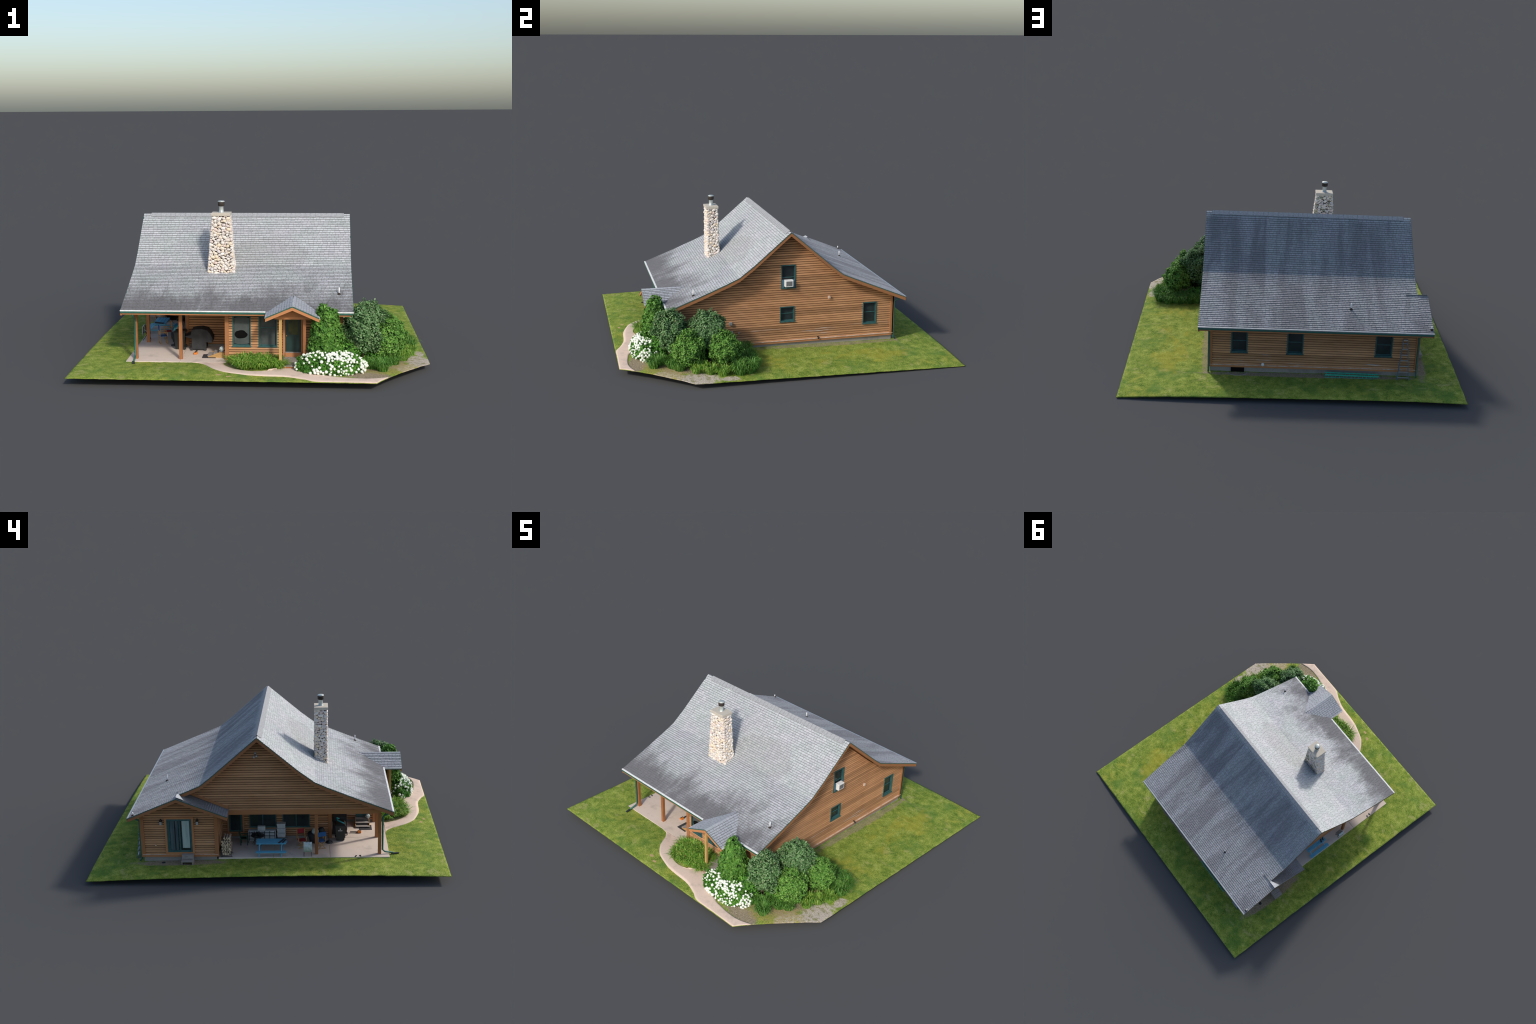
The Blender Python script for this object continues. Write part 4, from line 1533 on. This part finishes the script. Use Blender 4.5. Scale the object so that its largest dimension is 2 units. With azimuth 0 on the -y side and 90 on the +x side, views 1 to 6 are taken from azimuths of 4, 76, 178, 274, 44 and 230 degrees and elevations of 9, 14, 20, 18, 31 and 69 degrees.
    mb.lathe((-.465, -.272, ZP), [(.036, .002), (.044, .03), (.050, .052), (.046, .056)], 20)
    part("cloth", mb, T, M["blackcloth"], True)
    mb = MB()
    mb.lathe((-.478, -.268, ZP + .055), [(.014, 0), (.021, .010), (.019, .024), (.010, .034), (.004, .036)], 12)
    part("bag", mb, T, M["whitecloth"], True)
    mb = MB()
    mb.lathe((-.455, -.305, ZP + .055), [(.016, 0), (.02, .012), (.014, .028), (.004, .032)], 12)
    part("bag", mb, T, M["blackplastic"], True)
    T = thing("umbrella_stand", (-.481, -.350, ZP), "dark round umbrella foot with pole", "umbrella stand")
    mb = MB()
    mb.lathe((-.481, -.350, ZP), [(.022, 0), (.020, .006), (.004, .010), (.003, .030), (.002, .031)], 16)
    part("foot", mb, T, M["darkmetal"], True)
    # stacked white boxes
    T = thing("storage_box", (-.425, -.066, ZP), "stack of white plastic storage boxes", "storage boxes")
    for k in range(3):
        mb = MB()
        z = ZP + .018 + k * .030
        mb.hexa([(-.446, -.090, z), (-.414, -.090, z), (-.414, -.044, z), (-.446, -.044, z),
                 (-.449, -.093, z + .026), (-.4135, -.093, z + .026), (-.4135, -.041, z + .026), (-.449, -.041, z + .026)])
        mb.box(-.450, -.4132, -.094, -.040, z + .026, z + .029)
        part("box", mb, T, M["whiteplastic"], bevel=.0015)
    mb = MB()
    for y in (-.088, -.048):
        mb.box(-.444, -.420, y, y + .004, ZP, ZP + .018)
    part("foot", mb, T, M["darkmetal"])
    # white cabinet with ironwork and cool box
    T = thing("garden_cabinet", (-.43, .048, ZP), "low white cabinet with dark bars and a white cool box on top", "cabinet")
    mb = MB()
    mb.box(-.448, -.418, -.034, .130, ZP, .114)
    part("body", mb, T, M["whiteplastic"], bevel=.001)
    mb = MB()
    for k in range(3):
        mb.box(-.451, -.447, -.030, .128, .060 + k * .020, .063 + k * .020)
    for k in range(6):
        y = -.030 + k * .0305
        mb.box(-.4515, -.4465, y, y + .003, ZP, .112)
    part("bar", mb, T, M["darkmetal"])
    mb = MB()
    mb.box(-.446, -.420, .028, .074, .1142, .140)
    part("cool_box", mb, T, M["whiteplastic"], bevel=.002)
    # dark heap in front: round iron table
    T = thing("iron_table", (-.495, .075, ZP), "black wrought iron garden table with clutter", "garden table")
    mb = MB()
    mb.lathe((-.495, .070, ZP), [(.036, .050), (.040, .052), (.040, .055), (.036, .056)], 24)
    for k in range(8):
        a = k * pi / 4
        mb.tube([(-.495 + .010 * cos(a), .070 + .010 * sin(a), ZP + .05), (-.495 + .020 * cos(a), .070 + .020 * sin(a), ZP + .025), (-.495 + .032 * cos(a), .070 + .032 * sin(a), ZP)], .0016, 6)
    part("table_top", mb, T, M["darkmetal"])
    mb = MB()
    rr = random.Random(5)
    for k in range(16):
        a, q = rr.uniform(0, 6.28), rr.uniform(0, .034)
        x, y, z = -.495 + q * cos(a), .070 + q * sin(a), ZP + .058
        mb.beam((x, y, z), (x + rr.uniform(-.015, .015), y + rr.uniform(-.015, .015), z + rr.uniform(0, .016)), .006, .005)
    part("clutter", mb, T, M["blackplastic"])
    # green garden chair
    T = thing("garden_chair", (-.50, .150, ZP), "dark green plastic garden chair", "chair")
    mb = MB()
    mb.box(-.520, -.478, .128, .172, ZP + .038, ZP + .042)
    part("seat", mb, T, M["greenplastic"], bevel=.001)
    mb = MB()
    mb.hexa([(-.520, .168, ZP + .040), (-.478, .168, ZP + .040), (-.478, .171, ZP + .040), (-.520, .171, ZP + .040),
             (-.522, .178, ZP + .085), (-.476, .178, ZP + .085), (-.476, .181, ZP + .085), (-.522, .181, ZP + .085)])
    part("backrest", mb, T, M["greenplastic"], bevel=.001)
    mb = MB()
    for x in (-.518, -.480):
        for y in (.130, .170):
            mb.beam((x, y, ZP), (x, y, ZP + .040), .005, .004)
        mb.beam((x, .128, ZP + .060), (x, .172, ZP + .060), .006, .003)
        mb.beam((x, .132, ZP + .040), (x, .132, ZP + .060), .005, .003)
    part("leg", mb, T, M["greenplastic"])
    # sandals
    for x, y, a in ((-.684, -.499, .5), (-.680, -.524, -.4)):
        mb = MB()
        mb.beam((x - .006, y + .007 * a, ZP + .0012), (x + .009, y - .007 * a, ZP + .0012), .0065, .0022)
        mb.beam((x + .001, y, ZP + .0032), (x + .007, y - .005 * a, ZP + .0032), .0070, .0016)
        o = part("sandal", mb, None, M["blackplastic"])
        o["label"], o["category"] = "single dark flat sandal on the patio", "sandal"
    # firewood rack
    T = thing("firewood_rack", (-.655, .24, ZP), "black iron rack stacked with split logs", "firewood rack")
    mb = MB()
    for x in (-.685, -.630):
        for y in (.213, .266):
            mb.tube([(x, y, ZP), (x, y, ZP + .062)], .0018, 6)
        mb.tube([(x, .205, ZP + .001), (x, .273, ZP + .001)], .0018, 6)
        mb.tube([(x, .213, ZP + .016), (x, .266, ZP + .016)], .0018, 6)
    for y in (.213, .266):
        mb.tube([(-.685, y, ZP + .016), (-.630, y, ZP + .016)], .0018, 6)
    part("frame", mb, T, M["darkmetal"])
    z, row = ZP + .022, 0
    while z < .178:
        r = rr.uniform(.0055, .0075)
        n = 4 if row < 8 else 3
        for k in range(n):
            y = .216 + (k + .5 * (row % 2) * .6) * .0135 + rr.uniform(-.001, .001)
            if y > .268:
                continue
            q = r * rr.uniform(.85, 1.1)
            xa, xb = -.690 + rr.uniform(-.005, .005), -.628 + rr.uniform(-.006, .006)
            seg, a0 = rr.choice((4, 5, 6)), rr.random() * 3
            mb = MB()
            ringv = [(y + q * cos(a0 + 2 * pi * i / seg), z + q * sin(a0 + 2 * pi * i / seg)) for i in range(seg)]
            mb.prism([(xa, yy, zz) for yy, zz in ringv], (xb - xa, rr.uniform(-.004, .004), rr.uniform(-.003, .003)), [1, 1] + [0] * seg)
            part("log", mb, T, [M["bark"], M["logend"]])
        z += r * 1.62
        row += 1


porch_things()


# ------------------------------------------------------- things by the walls
def yard_things():
    T = thing("wooden_step", (-.755, .456, hz(-.755, .456)), "two tread weathered wooden step", "steps")
    mb = MB()
    mb.box(-.742, -.717, .422, .489, .0830, .0880)
    mb.box(-.776, -.745, .422, .489, .0585, .0635)
    part("tread", mb, T, M["greywood"], bevel=.0006)
    mb = MB()
    for y in (.4235, .4835):
        mb.prism([(-.774, y, .028), (-.717, y, .028), (-.717, y, .083), (-.742, y, .083), (-.745, y, .0585), (-.774, y, .0585)], (0, .004, 0))
    mb.box(-.7435, -.7415, .424, .487, .066, .083)
    part("stringer", mb, T, M["greywood"])
    # step ladder leaning on the north wall
    T = thing("step_ladder", (-.625, .755, .025), "grey blue step ladder leaning on the wall", "ladder")
    a0, a1 = Vector((-.590, .765, .024)), Vector((-.612, .7335, .268))
    b0, b1 = Vector((-.655, .765, .024)), Vector((-.636, .7335, .268))
    mb = MB()
    mb.beam(a0, a1, .0045, .003, up=(0, 1, 0))
    mb.beam(b0, b1, .0045, .003, up=(0, 1, 0))
    mb.beam(a0 + Vector((0, -.012, 0)), a1, .0035, .003, up=(0, 1, 0))
    mb.beam(b0 + Vector((0, -.012, 0)), b1, .0035, .003, up=(0, 1, 0))
    part("rail", mb, T, M["ladderblue"])
    mb = MB()
    for k in range(7):
        t = .10 + k * .135
        p, q = a0.lerp(a1, t), b0.lerp(b1, t)
        mb.beam(p, q, .008, .003)
    mb.beam(a1, b1, .014, .005)
    part("rung", mb, T, M["alu"])
    # extension ladder lying in the grass
    T = thing("extension_ladder", (-.33, .745, .03), "green extension ladder lying along the wall", "ladder")
    mb = MB()
    for y, z in ((.738, .036), (.748, .060), (.757, .034), (.768, .057)):
        mb.beam((-.185, y, z), (-.487, y + .004, z - .003), .003, .007)
    part("rail", mb, T, M["laddergreen"])
    mb = MB()
    for k in range(14):
        x = -.195 - k * .0215
        mb.tube([(x, .738, .036), (x, .748, .060)], .0017, 6)
        mb.tube([(x - .008, .757, .034), (x - .008, .768, .057)], .0017, 6)
    part("rung", mb, T, M["alu"])
    mb = MB()
    mb.lathe((-.225, .775, .018), [(.008, 0), (.013, .008), (.010, .014), (.004, .016)], 10)
    o = part("field_stone", mb, None, M["foundation"], True)
    o["label"], o["category"] = "single grey field stone in the grass", "stone"
    # window well
    T = thing("window_well", (.31, .74, .025), "pale curved window well with dark opening", "window well")
    mb = MB()
    n = 18
    for k in range(n):
        a, b = pi * k / n, pi * (k + 1) / n
        P = lambda t, r, z: (.305 + r * cos(t), .727 + .68 * r * sin(t), z)
        mb.hexa([P(a, .050, .018), P(b, .050, .018), P(b, .058, .018), P(a, .058, .018), P(a, .050, .036), P(b, .050, .036), P(b, .058, .036), P(a, .058, .036)])
    part("rim", mb, T, M["greywood"])
    mb = MB()
    mb.box(.268, .342, .716, .7215, .032, .062)
    part("opening", mb, T, M["dark"])
    mb = MB()
    mb.lathe((.395, .742, .022), [(.012, 0), (.014, .006), (.006, .011), (.002, .012)], 12)
    o = part("hose_reel", mb, None, M["blackplastic"], True)
    o["label"], o["category"] = "small coil of dark hose by the wall", "hose"
    mb = MB()
    mb.lathe((-.728, .598, .026), [(.012, 0), (.016, .005), (.010, .012), (.004, .014)], 12)
    o = part("dark_pot", mb, None, M["blackplastic"], True)
    o["label"], o["category"] = "small dark upturned pot beside the wall", "pot"
    for x, y in ((.476, .745), (.472, .728)):
        mb = MB()
        mb.lathe((x, y, .024), [(.003, 0), (.0055, .003), (.004, .007), (.001, .008)], 8)
        o = part("pebble", mb, None, M["whiteplastic"], True)
        o["label"], o["category"] = "single white pebble by the corner", "pebble"
    mb = MB()
    mb.box(.466, .505, -.285, -.200, .040, .052)
    o = part("concrete_block", mb, None, M["foundation"], bevel=.001)
    o["label"], o["category"] = "flat grey concrete block by the wall", "paving"
    mb = MB()
    mb.beam((-.650, -.700, .0525), (-.640, -.745, .0525), .014, .004)
    o = part("splash_block", mb, None, M["blackplastic"])
    o["label"], o["category"] = "dark splash block under the downspout", "splash block"


yard_things()
